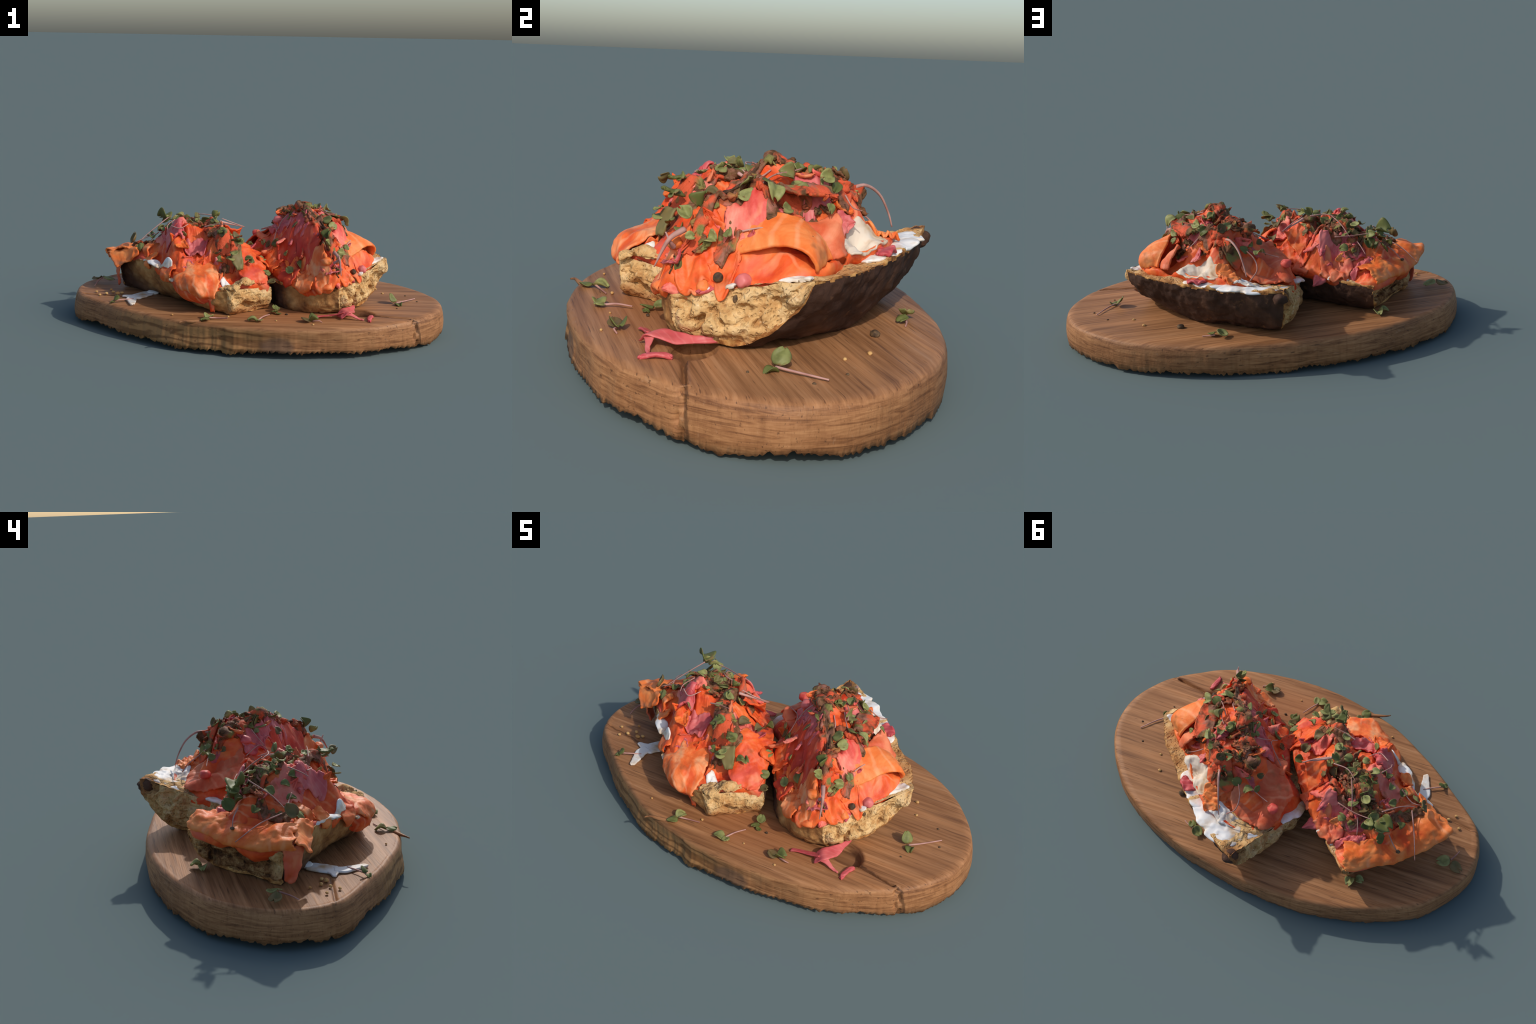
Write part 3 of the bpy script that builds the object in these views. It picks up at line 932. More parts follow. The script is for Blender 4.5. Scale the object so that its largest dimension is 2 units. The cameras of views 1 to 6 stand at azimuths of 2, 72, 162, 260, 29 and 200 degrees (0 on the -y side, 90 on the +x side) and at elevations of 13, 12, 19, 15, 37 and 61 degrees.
class Plane:
    """a flat or rim-following stand-in for a heap when something lies on bread or board"""
    def __init__(self, pts):
        self.tps = ThinPlate(pts, 1e-3)
    def height(self, xy):
        return self.tps(xy)
    def at(self, x, y):
        return float(self.tps([(x, y)])[0])
    def normal(self, x, y, e=0.01):
        return Heap.normal(self, x, y, e)

# ------------------------------------------------------------------ toast A
def toast_right():
    t = top_level("salmon_toast", (0.30, 0.12, BOARD_TOP), "half loaf toast heaped with smoked salmon, pink onion and microgreens", "open sandwich")
    left = [(0.427, -0.341, 0.294), (0.36, -0.352, 0.286), (0.285, -0.330, 0.280), (0.165, -0.250, 0.285), (0.060, -0.115, 0.290), (-0.035, 0.04, 0.285), (-0.122, 0.185, 0.285)]
    right = [(0.697, -0.009, 0.382), (0.625, 0.120, 0.380), (0.520, 0.245, 0.380), (0.40, 0.375, 0.385), (0.26, 0.492, 0.394), (0.095, 0.606, 0.408)]
    left_foot = [(0.450, -0.295, 0.157), (0.37, -0.315, 0.156), (0.285, -0.312, 0.156), (0.175, -0.235, 0.156), (0.080, -0.105, 0.156), (0.0, 0.06, 0.156), (-0.085, 0.215, 0.156)]
    right_foot = [(0.540, -0.200, 0.163), (0.50, -0.05, 0.156), (0.46, 0.10, 0.156), (0.362, 0.235, 0.156), (0.22, 0.34, 0.156), (0.065, 0.450, 0.156)]
    build_bread(t, left, right, left_foot, right_foot, 3, 1.0, (0.9, 1.35), (0.016, 0.030))
    edge = [(0.420, -0.345, 0.315), (0.462, -0.285, 0.322), (0.510, -0.222, 0.340), (0.552, -0.164, 0.352), (0.602, -0.095, 0.368),
            (0.622, -0.035, 0.384), (0.600, 0.055, 0.392), (0.552, 0.108, 0.402), (0.500, 0.155, 0.408), (0.46, 0.20, 0.412),
            (0.425, 0.265, 0.412), (0.37, 0.325, 0.418), (0.300, 0.385, 0.412), (0.22, 0.425, 0.405), (0.13, 0.440, 0.382),
            (0.035, 0.415, 0.362), (-0.03, 0.36, 0.330), (-0.062, 0.300, 0.312), (-0.100, 0.22, 0.310), (-0.095, 0.150, 0.310),
            (-0.02, 0.085, 0.34), (0.015, 0.01, 0.375), (0.05, -0.075, 0.375), (0.11, -0.165, 0.335), (0.17, -0.245, 0.315), (0.245, -0.31, 0.30), (0.32, -0.352, 0.30), (0.385, -0.365, 0.32)]
    inner = [(0.420, -0.345, 0.405), (0.396, -0.352, 0.351), (0.359, -0.324, 0.400), (0.371, -0.280, 0.485), (0.367, -0.248, 0.520), (0.355, -0.16, 0.560),
             (0.35, -0.117, 0.575), (0.285, -0.045, 0.625), (0.245, -0.005, 0.648), (0.228, 0.03, 0.640), (0.14, 0.185, 0.588), (0.185, 0.12, 0.605), (0.204, -0.056, 0.562),
             (0.164, 0.032, 0.560), (0.102, 0.105, 0.540), (0.224, -0.190, 0.380), (0.193, -0.230, 0.338), (0.262, -0.182, 0.465), (0.145, -0.104, 0.395), (0.243, -0.189, 0.410),
             (0.411, -0.110, 0.560), (0.430, -0.060, 0.575), (0.445, 0.040, 0.430), (0.440, -0.030, 0.505), (0.281, 0.092, 0.600), (0.35, 0.02, 0.590), (0.375, 0.02, 0.570),
             (0.385, -0.145, 0.540), (0.455, -0.108, 0.500), (0.434, -0.286, 0.346), (0.443, -0.273, 0.380), (0.410, -0.272, 0.370), (0.447, -0.215, 0.415), (0.465, -0.03, 0.480), (0.450, 0.105, 0.450), (0.345, 0.150, 0.580),
             (0.264, 0.230, 0.575), (0.225, 0.285, 0.455), (0.168, 0.268, 0.440), (0.112, 0.290, 0.478), (0.313, 0.323, 0.428), (0.345, 0.25, 0.49), (0.214, 0.385, 0.390),
             (-0.019, 0.316, 0.405), (0.0, 0.13, 0.445), (0.115, 0.345, 0.356), (0.074, 0.348, 0.368), (0.135, 0.265, 0.445), (0.055, 0.22, 0.405), (0.042, 0.08, 0.435), (0.045, 0.275, 0.395), (0.080, -0.060, 0.420),
             (0.540, -0.081, 0.412), (0.583, -0.057, 0.418), (0.505, -0.060, 0.455), (0.415, -0.21, 0.480), (0.455, 0.168, 0.415), (0.497, 0.148, 0.360), (0.37, 0.235, 0.400), (0.30, -0.25, 0.385), (0.33, -0.31, 0.350), (0.545, 0.05, 0.41)]
    H = Heap(edge, inner, (0.26, 0.05), 5, 0.85, [((0.330, -0.160), (0.400, -0.350), 0.013, 0.070), ((0.20, -0.10), (0.26, -0.26), 0.012, 0.030)])
    H.build("smoked_salmon", SALMON, t)
    # cream under and around the salmon, and the pale toasted shoulder
    rim = Plane([(0.427, -0.341, 0.296), (0.697, -0.009, 0.384), (0.1, 0.607, 0.399), (-0.13, 0.22, 0.302), (0.30, -0.33, 0.29), (0.52, 0.245, 0.383), (0.4, 0.375, 0.388)])
    cream_patch(rim, t, [(0.46, 0.235), (0.42, 0.275), (0.37, 0.33), (0.30, 0.39)], [0.024, 0.040, 0.046, 0.040], 0.004, 1, 0.014)
    cream_patch(rim, t, [(0.35, 0.34), (0.24, 0.425), (0.15, 0.480), (0.10, 0.505)], [0.046, 0.070, 0.080, 0.058], 0.004, 2, 0.018)
    cream_patch(rim, t, [(0.17, 0.455), (0.08, 0.445), (0.02, 0.42)], [0.05, 0.045, 0.02], -0.004, 3, 0.012)
    cream_patch(rim, t, [(-0.05, 0.31), (-0.085, 0.24), (-0.11, 0.17)], [0.02, 0.028, 0.02], 0.008, 4, 0.014)
    cream_patch(rim, t, [(0.605, -0.075), (0.64, -0.03), (0.655, -0.005)], [0.02, 0.028, 0.02], 0.004, 5, 0.012)
    cream_patch(rim, t, [(0.45, -0.30), (0.475, -0.265), (0.50, -0.245)], [0.014, 0.018, 0.012], 0.008, 6, 0.012)
    cream_patch(rim, t, [(0.525, -0.205), (0.54, -0.185)], [0.012, 0.012], 0.006, 7, 0.012)
    drape(H, "cream_cheese", t, CREAM_BEIGE, [(0.475, 0.165), (0.43, 0.215), (0.365, 0.285), (0.30, 0.345)], [0.032, 0.042, 0.040, 0.034], 0.004, 0.008, 0.002, -0.012, 75, 64, 40, ragged=0.02, ruffle=0.0, tear=13)
    drape(H, "cream_cheese", t, CREAM, [(0.27, 0.375), (0.20, 0.405), (0.12, 0.415)], [0.035, 0.045, 0.030], 0.008, 0.010, 0.008, -0.008, 76, 50, 34, ragged=0.02, ruffle=0.0, tear=13)
    drape(rim, "pickled_onion", t, ONION, [(0.455, 0.285), (0.43, 0.31), (0.39, 0.335)], [0.022, 0.026, 0.022], 0.030, 0.012, 0.002, -0.004, 8, 30, 16)
    blob("pickled_onion", t, ONION, (0.553, -0.166, 0.352), 0.026, 4, (0.9, 0.9, 0.8))
    blob("peppercorn", t, SEED, (0.507, -0.226, 0.353), 0.014, 5)
    blob("peppercorn", t, SEED, (0.547, -0.185, 0.300), 0.011, 6, (0.7, 0.7, 1.2))
    blob("crust_tip", t, CRUST, (0.104, 0.578, 0.368), 0.040, 15, (1.0, 0.9, 0.9), 0.35)
    # folded slice on the right, arching over a hollow
    sheet("salmon_slice", t, SALMON_ORANGE, [
        [(0.470, -0.185, 0.395), (0.525, -0.135, 0.425), (0.580, -0.070, 0.452), (0.622, -0.018, 0.438), (0.634, 0.010, 0.405), (0.615, 0.020, 0.375)],
        [(0.460, -0.165, 0.435), (0.510, -0.105, 0.470), (0.560, -0.045, 0.480), (0.605, 0.005, 0.455), (0.620, 0.025, 0.420), (0.605, 0.040, 0.385)],
        [(0.445, -0.130, 0.480), (0.485, -0.070, 0.503), (0.525, -0.010, 0.500), (0.570, 0.035, 0.465), (0.588, 0.050, 0.430), (0.585, 0.060, 0.392)],
        [(0.430, -0.085, 0.520), (0.460, -0.035, 0.525), (0.490, 0.025, 0.505), (0.530, 0.070, 0.460), (0.550, 0.085, 0.425), (0.555, 0.092, 0.395)]], 0.012, 0.002, 1)
    # tan slice standing behind it, hollow on its near side and overhung by herbs
    sheet("salmon_slice", t, SALMON_TAN, [
        [(0.548, 0.058, 0.398), (0.552, 0.088, 0.400), (0.545, 0.118, 0.402), (0.522, 0.150, 0.405)],
        [(0.515, 0.040, 0.430), (0.525, 0.078, 0.438), (0.525, 0.112, 0.445), (0.502, 0.146, 0.452)],
        [(0.470, 0.025, 0.455), (0.480, 0.066, 0.470), (0.490, 0.110, 0.485), (0.480, 0.148, 0.500)],
        [(0.435, 0.015, 0.490), (0.440, 0.056, 0.495), (0.448, 0.100, 0.505), (0.458, 0.140, 0.525)]], 0.010, 0.004, 2)
    sheet("herb_bed", t, HERB_BED, [
        [(0.375, -0.03, 0.580), (0.370, 0.030, 0.580), (0.360, 0.090, 0.580), (0.345, 0.140, 0.580)],
        [(0.425, -0.045, 0.588), (0.415, 0.030, 0.585), (0.410, 0.090, 0.582), (0.400, 0.150, 0.565)],
        [(0.462, -0.050, 0.590), (0.470, 0.010, 0.570), (0.468, 0.075, 0.570), (0.440, 0.150, 0.540)]], 0.010, 0.008, 31, 40, 50, 0.10, 0.008)
    # bright slice hanging over the front, marbled flaps below it
    drape(H, "salmon_slice", t, SALMON, [(0.400, -0.200), (0.430, -0.270), (0.440, -0.330)], [0.05, 0.055, 0.045], 0.008, 0.008, 0.006, 0.004, 11)
    drape(H, "salmon_slice", t, SALMON, [(0.455, -0.190), (0.500, -0.195), (0.525, -0.180)], [0.06, 0.055, 0.04], 0.007, 0.008, 0.005, 0.004, 12)
    blob("salmon_scrap", t, SALMON_ORANGE, (0.487, -0.262, 0.318), 0.030, 7, (0.7, 0.7, 0.8))
    drape(H, "salmon_slice", t, SALMON_PALE, [(0.275, -0.26), (0.33, -0.315), (0.385, -0.345)], [0.045, 0.05, 0.03], 0.010, 0.010, 0.010, 0.008, 13)
    drape(H, "salmon_slice", t, SALMON_PALE, [(0.21, -0.17), (0.235, -0.24), (0.29, -0.30)], [0.03, 0.04, 0.03], 0.010, 0.010, 0.008, 0.010, 14)
    blob("salmon_scrap", t, SALMON_ORANGE, (0.365, -0.318, 0.425), 0.030, 9, (1, 0.8, 0.7))
    # coral slice at the centre, onion ribbons
    drape(H, "salmon_slice", t, CORAL, [(0.405, -0.19), (0.435, -0.13), (0.44, -0.07)], [0.05, 0.045, 0.03], 0.012, 0.008, 0.006, 0.004, 15)
    drape(H, "pickled_onion", t, ONION, [(0.46, 0.075), (0.42, 0.07), (0.36, 0.09), (0.30, 0.13)], [0.012, 0.028, 0.05, 0.05], 0.014, 0.009, 0.006, 0.004, 16, up_ends=(0.012, 0))
    drape(H, "pickled_onion", t, ONION, [(0.19, -0.02), (0.13, 0.06), (0.09, 0.13)], [0.035, 0.045, 0.04], 0.009, 0.008, 0.008, 0.006, 17)
    drape(H, "pickled_onion", t, ONION, [(0.27, -0.12), (0.22, -0.06), (0.20, -0.01)], [0.018, 0.03, 0.025], 0.009, 0.008, 0.008, 0.004, 18)
    drape(H, "salmon_slice", t, SALMON_SHADE_TINT, [(0.235, -0.10), (0.265, -0.17), (0.30, -0.235)], [0.045, 0.055, 0.04], 0.006, 0.008, 0.010, 0.004, 64, ragged=0.02)
    drape(H, "salmon_slice", t, SALMON_SHADE_TINT, [(0.15, -0.03), (0.165, -0.10), (0.20, -0.16)], [0.04, 0.05, 0.04], 0.006, 0.008, 0.010, 0.004, 65, ragged=0.02)
    drape(H, "pickled_onion", t, ONION, [(0.33, -0.16), (0.30, -0.20), (0.285, -0.25)], [0.014, 0.022, 0.014], 0.012, 0.008, 0.008, 0.004, 66)
    blob("pickled_onion", t, ONION, (0.108, 0.098, 0.550), 0.026, 12, (1, 1, 0.8))
    # large smooth slice on the far side, dished, with a raised left lip
    sheet("salmon_slice", t, SALMON_TAN, [
        [(0.150, 0.110, 0.555), (0.175, 0.190, 0.515), (0.200, 0.265, 0.455), (0.205, 0.325, 0.420)],
        [(0.085, 0.110, 0.525), (0.120, 0.210, 0.475), (0.145, 0.300, 0.405), (0.165, 0.370, 0.388)],
        [(0.015, 0.115, 0.475), (0.045, 0.205, 0.440), (0.075, 0.310, 0.385), (0.105, 0.405, 0.372)],
        [(-0.028, 0.145, 0.455), (-0.010, 0.220, 0.432), (0.005, 0.315, 0.412), (0.045, 0.410, 0.372)],
        [(-0.075, 0.185, 0.385), (-0.062, 0.255, 0.375), (-0.048, 0.325, 0.352), (0.010, 0.412, 0.362)]], 0.010, 0.004, 3, 60, 60)
    drape(H, "salmon_slice", t, SALMON_ORANGE, [(0.30, 0.30), (0.29, 0.345), (0.265, 0.405)], [0.03, 0.045, 0.03], 0.012, 0.009, 0.005, 0.004, 19)
    blob("salmon_scrap", t, CORAL, (-0.012, 0.312, 0.432), 0.026, 21, (1, 1, 0.8))
    # free left corner of a slice
    sheet("salmon_slice", t, SALMON_TAN, [
        [(0.140, 0.030, 0.515), (0.150, 0.080, 0.525), (0.140, 0.135, 0.510)],
        [(0.060, 0.040, 0.440), (0.068, 0.088, 0.465), (0.060, 0.140, 0.455)],
        [(-0.005, 0.075, 0.462), (-0.012, 0.112, 0.486), (-0.005, 0.150, 0.472)]], 0.010, 0.003, 4)
    kinds = [(SALMON, "salmon_flap"), (CORAL, "salmon_flap"), (ONION, "onion_flap"), (SALMON_ORANGE, "salmon_flap"), (SALMON_TAN, "salmon_flap")]
    scatter_flaps(t, H, [(0.41, -0.22), (0.44, -0.17), (0.47, -0.13), (0.38, -0.12), (0.45, -0.06), (0.47, 0.0), (0.43, 0.11), (0.38, 0.17), (0.33, 0.21), (0.30, 0.27), (0.25, 0.30),
                         (0.20, 0.24), (0.12, 0.22), (0.08, 0.17), (0.06, 0.10), (0.10, 0.05), (0.13, -0.03), (0.17, -0.08), (0.20, -0.14), (0.25, -0.16), (0.28, -0.22), (0.31, -0.28), (0.36, -0.31), (0.25, -0.28),
                         (0.21, 0.02), (0.26, 0.12), (0.30, 0.16), (0.40, -0.02), (0.32, -0.06), (0.28, 0.05), (0.18, 0.15), (0.43, -0.30), (0.48, -0.22), (0.02, 0.07), (0.07, -0.04), (0.14, -0.14)], kinds, 500)
    for n, (x, y, z, h, w, dr, m) in enumerate([(0.075, -0.120, 0.352, -2.5, 0.060, 0.040, SALMON), (0.165, -0.235, 0.322, -2.35, 0.058, 0.055, SALMON_SHADE_TINT), (0.255, -0.318, 0.308, -2.05, 0.052, 0.045, SALMON_PALE), (0.350, -0.358, 0.310, -1.6, 0.046, 0.035, SALMON)]):
        tongue(t, m, x, y, z, h, w, dr, 700 + n)
    # wilted herbs along the crest
    drape(H, "herb_bed", t, HERB_BED, [(0.41, -0.33), (0.375, -0.26), (0.345, -0.15), (0.27, -0.04), (0.235, 0.01)], [0.014, 0.021, 0.024, 0.028, 0.024], 0.012, 0.012, 0.016, 0.004, 21, 90, 26, ragged=0.03)
    drape(H, "herb_bed", t, HERB_BED, [(0.25, 0.0), (0.19, 0.10), (0.145, 0.175), (0.17, 0.23)], [0.028, 0.032, 0.032, 0.024], 0.008, 0.014, 0.018, 0.002, 22, 70, 28, ragged=0.03)
    drape(H, "herb_bed", t, HERB_BED, [(0.38, -0.09), (0.43, -0.04), (0.42, 0.02), (0.36, 0.06)], [0.032, 0.040, 0.040, 0.032], 0.012, 0.010, 0.014, 0.006, 23, 60, 34, ragged=0.03)
    drape(H, "herb_bed", t, HERB_BED, [(0.36, 0.15), (0.30, 0.20), (0.25, 0.265), (0.20, 0.27)], [0.032, 0.036, 0.036, 0.024], 0.010, 0.010, 0.016, 0.006, 24, 60, 34, ragged=0.03)
    drape(H, "herb_bed", t, HERB_BED, [(0.46, -0.22), (0.455, -0.185), (0.44, -0.15)], [0.016, 0.024, 0.016], 0.016, 0.008, 0.010, 0.008, 25, 40, 24, ragged=0.03)
    blob("herb_tuft", t, HERB_BED, (0.285, 0.212, 0.575), 0.034, 34, (1, 1, 0.7), 0.6)
    blob("herb_tuft", t, HERB_BED, (0.235, 0.010, 0.642), 0.034, 31, (1, 1, 0.8), 0.6)
    blob("herb_tuft", t, HERB_BED, (0.145, 0.182, 0.580), 0.042, 32, (1, 1, 0.7), 0.6)
    blob("herb_tuft", t, HERB_BED, (0.190, 0.110, 0.600), 0.038, 33, (1, 1, 0.6), 0.6)
    for k in range(11):
        r = random.Random(900 + k)
        line = []
        for x, y in [(0.238, 0.02), (0.262, -0.04), (0.318, -0.11), (0.352, -0.19), (0.378, -0.265), (0.412, -0.335)][k % 2:6 - (k % 3 == 2)]:
            px, py = x + r.uniform(-0.020, 0.016), y + r.uniform(-0.014, 0.014)
            line.append((px, py, H.at(px, py) + r.uniform(0.006, 0.020)))
        V, F = tube(line, r.uniform(0.005, 0.009), 0.003, 40, 6)
        V = V + 0.006 * np.c_[fbm(V, 30, 910 + k), fbm(V, 30, 911 + k), fbm(V, 30, 912 + k)]
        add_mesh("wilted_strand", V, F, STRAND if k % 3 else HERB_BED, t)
    flap(H, t, HERB_BED, 0.238, 0.005, 2.6, 0.060, 0.030, 0.95, 931, "herb_flap")
    flap(H, t, HERB_BED, 0.150, 0.170, 2.2, 0.065, 0.035, 0.60, 932, "herb_flap")
    flap(H, t, HERB_BED, 0.195, 0.110, 3.4, 0.055, 0.032, 0.55, 933, "herb_flap")
    # spiky dark shreds at the front
    put_stem(t, [(0.40, -0.30, 0.47), (0.425, -0.350, 0.445), (0.435, -0.392, 0.372)], 0.010, 0.002)
    put_stem(t, [(0.40, -0.33, 0.42), (0.42, -0.345, 0.44), (0.422, -0.358, 0.468)], 0.008, 0.002)
    # curved stem that springs clear of the heap
    put_stem(t, [(0.27, 0.245, 0.560), (0.255, 0.305, 0.572), (0.235, 0.365, 0.540), (0.222, 0.405, 0.480), (0.215, 0.425, 0.430)], 0.0065, 0.0026)
    sheet("wilted_leaf", t, HERB_BED, [[(0.30, 0.20, 0.575), (0.29, 0.24, 0.545), (0.28, 0.27, 0.50)], [(0.275, 0.25, 0.575), (0.265, 0.27, 0.548), (0.262, 0.29, 0.510)], [(0.256, 0.305, 0.575), (0.252, 0.310, 0.562), (0.252, 0.315, 0.548)]], 0.010, 0.003, 9, 20, 20)
    put_stem(t, [(0.185, 0.255, 0.515), (0.150, 0.320, 0.480), (0.150, 0.375, 0.440), (0.190, 0.395, 0.398)], 0.003, 0.003)
    put_stem(t, [(0.105, 0.275, 0.492), (0.06, 0.29, 0.475), (0.02, 0.30, 0.462)], 0.0028, 0.002)
    put_stem(t, [(0.30, -0.02, 0.625), (0.33, -0.07, 0.60), (0.31, -0.13, 0.56)], 0.003, 0.002)
    put_stem(t, [(0.02, 0.115, 0.495), (0.10, 0.03, 0.52), (0.09, -0.03, 0.46)], 0.003, 0.002)
    put_stem(t, [(0.47, -0.15, 0.475), (0.485, -0.115, 0.485), (0.50, -0.085, 0.49)], 0.003, 0.002)
    put_stem(t, [(0.38, 0.19, 0.56), (0.42, 0.20, 0.53), (0.455, 0.215, 0.525)], 0.003, 0.0015)
    put_stem(t, [(0.33, 0.02, 0.628), (0.37, -0.04, 0.615), (0.41, -0.08, 0.598)], 0.003, 0.002)
    put_stem(t, [(0.365, -0.02, 0.622), (0.345, 0.035, 0.628), (0.32, 0.07, 0.632)], 0.003, 0.002)
    put_stem(t, [(0.16, 0.06, 0.585), (0.13, 0.04, 0.555), (0.11, 0.01, 0.515)], 0.0028, 0.002)
    spots = [(0.411, -0.110, 0.581, 0.048), (0.445, -0.060, 0.614, 0.060), (0.35, -0.117, 0.596, 0.050), (0.367, -0.248, 0.540, 0.050), (0.371, -0.280, 0.506, 0.046),
             (0.224, -0.190, 0.395, 0.052), (0.193, -0.236, 0.350, 0.044), (0.204, -0.056, 0.576, 0.046), (0.088, -0.048, 0.430, 0.050), (0.463, -0.026, 0.545, 0.044),
             (0.281, 0.092, 0.630, 0.040), (0.30, 0.065, 0.632, 0.040), (0.164, 0.271, 0.512, 0.044), (0.109, 0.271, 0.500, 0.046), (0.085, 0.28, 0.49, 0.036), (0.36, 0.03, 0.622, 0.048),
             (0.36, 0.15, 0.618, 0.050), (0.33, 0.17, 0.605, 0.050), (0.264, 0.223, 0.598, 0.046), (0.223, 0.235, 0.560, 0.044), (0.25, 0.25, 0.545, 0.042), (0.477, -0.194, 0.470, 0.036),
             (0.455, -0.225, 0.455, 0.044), (0.425, -0.30, 0.46, 0.030), (0.39, -0.05, 0.610, 0.046), (0.43, 0.02, 0.590, 0.050), (0.16, 0.035, 0.575, 0.028), (0.13, 0.13, 0.575, 0.036),
             (0.10, 0.21, 0.515, 0.034), (0.13, 0.235, 0.520, 0.034), (0.06, -0.02, 0.43, 0.04), (0.04, 0.03, 0.44, 0.034), (0.15, -0.13, 0.42, 0.034), (0.47, 0.11, 0.555, 0.034), (0.32, 0.10, 0.628, 0.04)]
    for i, (x, y, z, s) in enumerate(spots):
        n = H.normal(x, y) + Vector((random.uniform(-0.35, 0.35), random.uniform(-0.35, 0.35), 0.15))
        put_leaf(t, (x, y, max(z - 0.006, H.at(x, y) + 0.008)), n, s * 1.05, random.uniform(0, 6.28), random.uniform(-0.35, 0.15), i)
    scatter_leaves(t, H, [[(0.40, -0.30), (0.35, -0.12), (0.24, 0.0), (0.15, 0.17)], [(0.42, -0.08), (0.43, 0.03), (0.34, 0.15), (0.24, 0.25)], [(0.44, 0.0), (0.33, 0.05), (0.25, 0.1)]], 16, 0.018, (0.040, 0.062))
    scatter_scraps(t, H, [[(0.41, -0.31), (0.36, -0.16), (0.26, -0.02)], [(0.25, 0.0), (0.15, 0.17)], [(0.38, -0.08), (0.43, 0.02), (0.36, 0.13), (0.26, 0.25)], [(0.24, 0.0), (0.20, 0.10), (0.22, 0.2)]], 60, 0.022)
    return t, H

def scatter_leaves(parent, heap, tracks, count, spread, sizes=(0.022, 0.042)):
    for i in range(count):
        tr = spline(tracks[i % len(tracks)], 40)
        x, y = tr[random.randrange(40)] + np.array([random.gauss(0, spread), random.gauss(0, spread)])
        n = heap.normal(x, y) + Vector((random.uniform(-0.7, 0.7), random.uniform(-0.7, 0.7), 0.1))
        put_leaf(parent, (x, y, heap.at(x, y) + random.uniform(0.004, 0.014)), n, random.uniform(*sizes), random.uniform(0, 6.28), random.uniform(-0.4, 0.15))

# ------------------------------------------------------------------ toast B
def toast_left():
    t = top_level("salmon_toast", (-0.33, 0.02, BOARD_TOP), "half loaf toast buried under draped smoked salmon and sprouts", "open sandwich")
    left = [(-0.130, -0.402, 0.285), (-0.24, -0.375, 0.262), (-0.36, -0.325, 0.272), (-0.45, -0.225, 0.310), (-0.54, -0.125, 0.345), (-0.655, -0.005, 0.335), (-0.755, 0.115, 0.300)]
    right = [(0.088, -0.242, 0.270), (0.010, -0.09, 0.305), (-0.07, 0.045, 0.325), (-0.15, 0.18, 0.335), (-0.27, 0.315, 0.315), (-0.40, 0.450, 0.310)]
    left_foot = [(-0.115, -0.392, 0.157), (-0.18, -0.360, 0.156), (-0.24, -0.265, 0.156), (-0.31, -0.16, 0.156), (-0.44, -0.075, 0.156), (-0.610, 0.035, 0.156), (-0.735, 0.125, 0.156)]
    right_foot = [(0.070, -0.250, 0.158), (-0.03, -0.12, 0.156), (-0.11, 0.02, 0.156), (-0.21, 0.12, 0.156), (-0.340, 0.235, 0.156), (-0.458, 0.338, 0.156)]
    build_bread(t, left, right, left_foot, right_foot, 41, 1.0, (1.25, 1.25), (0.010, -0.004))
    edge = [(-0.130, -0.385, 0.295), (-0.05, -0.330, 0.315), (0.02, -0.285, 0.30), (0.072, -0.255, 0.285), (0.062, -0.19, 0.32), (0.030, -0.10, 0.37), (0.0, -0.01, 0.40),
            (-0.055, 0.075, 0.385), (-0.12, 0.16, 0.350), (-0.17, 0.225, 0.350), (-0.25, 0.295, 0.330), (-0.325, 0.350, 0.315), (-0.395, 0.425, 0.330),
            (-0.46, 0.425, 0.335), (-0.55, 0.355, 0.325), (-0.64, 0.275, 0.318), (-0.715, 0.185, 0.315), (-0.735, 0.10, 0.335), (-0.675, 0.025, 0.355),
            (-0.61, -0.04, 0.360), (-0.545, -0.115, 0.362), (-0.485, -0.185, 0.350), (-0.43, -0.25, 0.320), (-0.395, -0.315, 0.290), (-0.315, -0.378, 0.270), (-0.215, -0.385, 0.262)]
    inner = [(-0.178, -0.154, 0.535), (-0.170, -0.205, 0.470), (-0.085, -0.205, 0.405), (-0.505, 0.215, 0.470), (-0.480, 0.165, 0.475), (-0.668, 0.045, 0.396), (-0.430, -0.160, 0.490), (-0.440, -0.06, 0.515),
             (-0.236, 0.015, 0.535), (-0.246, 0.050, 0.480), (-0.390, 0.040, 0.545), (-0.31, 0.00, 0.495), (-0.047, -0.027, 0.415), (-0.120, -0.100, 0.470), (-0.13, -0.05, 0.450), (-0.173, 0.075, 0.455),
             (-0.367, 0.220, 0.460), (-0.319, 0.103, 0.520), (-0.273, 0.256, 0.358), (-0.303, 0.223, 0.416), (-0.622, 0.090, 0.405), (-0.62, 0.275, 0.350), (-0.336, 0.320, 0.355),
             (-0.453, 0.280, 0.385), (-0.344, 0.253, 0.425), (-0.537, 0.272, 0.400), (-0.295, -0.150, 0.420), (-0.257, -0.171, 0.445), (-0.36, -0.14, 0.455), (-0.575, -0.044, 0.367), (-0.520, -0.030, 0.395), (-0.466, -0.104, 0.410),
             (-0.120, -0.350, 0.295), (-0.160, -0.300, 0.308), (-0.254, -0.282, 0.318), (-0.080, -0.270, 0.318), (-0.109, -0.234, 0.345), (-0.011, -0.198, 0.365), (-0.399, -0.275, 0.340), (-0.040, -0.305, 0.305), (-0.299, -0.224, 0.388), (-0.212, -0.219, 0.425), (-0.179, 0.127, 0.432), (-0.122, 0.095, 0.381),
             (-0.290, -0.320, 0.318), (-0.478, -0.164, 0.360), (-0.245, 0.185, 0.505), (-0.450, 0.09, 0.500), (-0.37, 0.155, 0.515), (-0.47, 0.02, 0.500), (-0.53, 0.09, 0.430), (-0.575, 0.110, 0.420), (-0.33, -0.03, 0.535), (-0.60, 0.20, 0.345), (-0.25, -0.10, 0.50), (-0.165, -0.232, 0.370), (-0.21, -0.35, 0.295), (-0.05, -0.19, 0.400), (-0.50, 0.34, 0.36), (-0.43, 0.375, 0.36)]
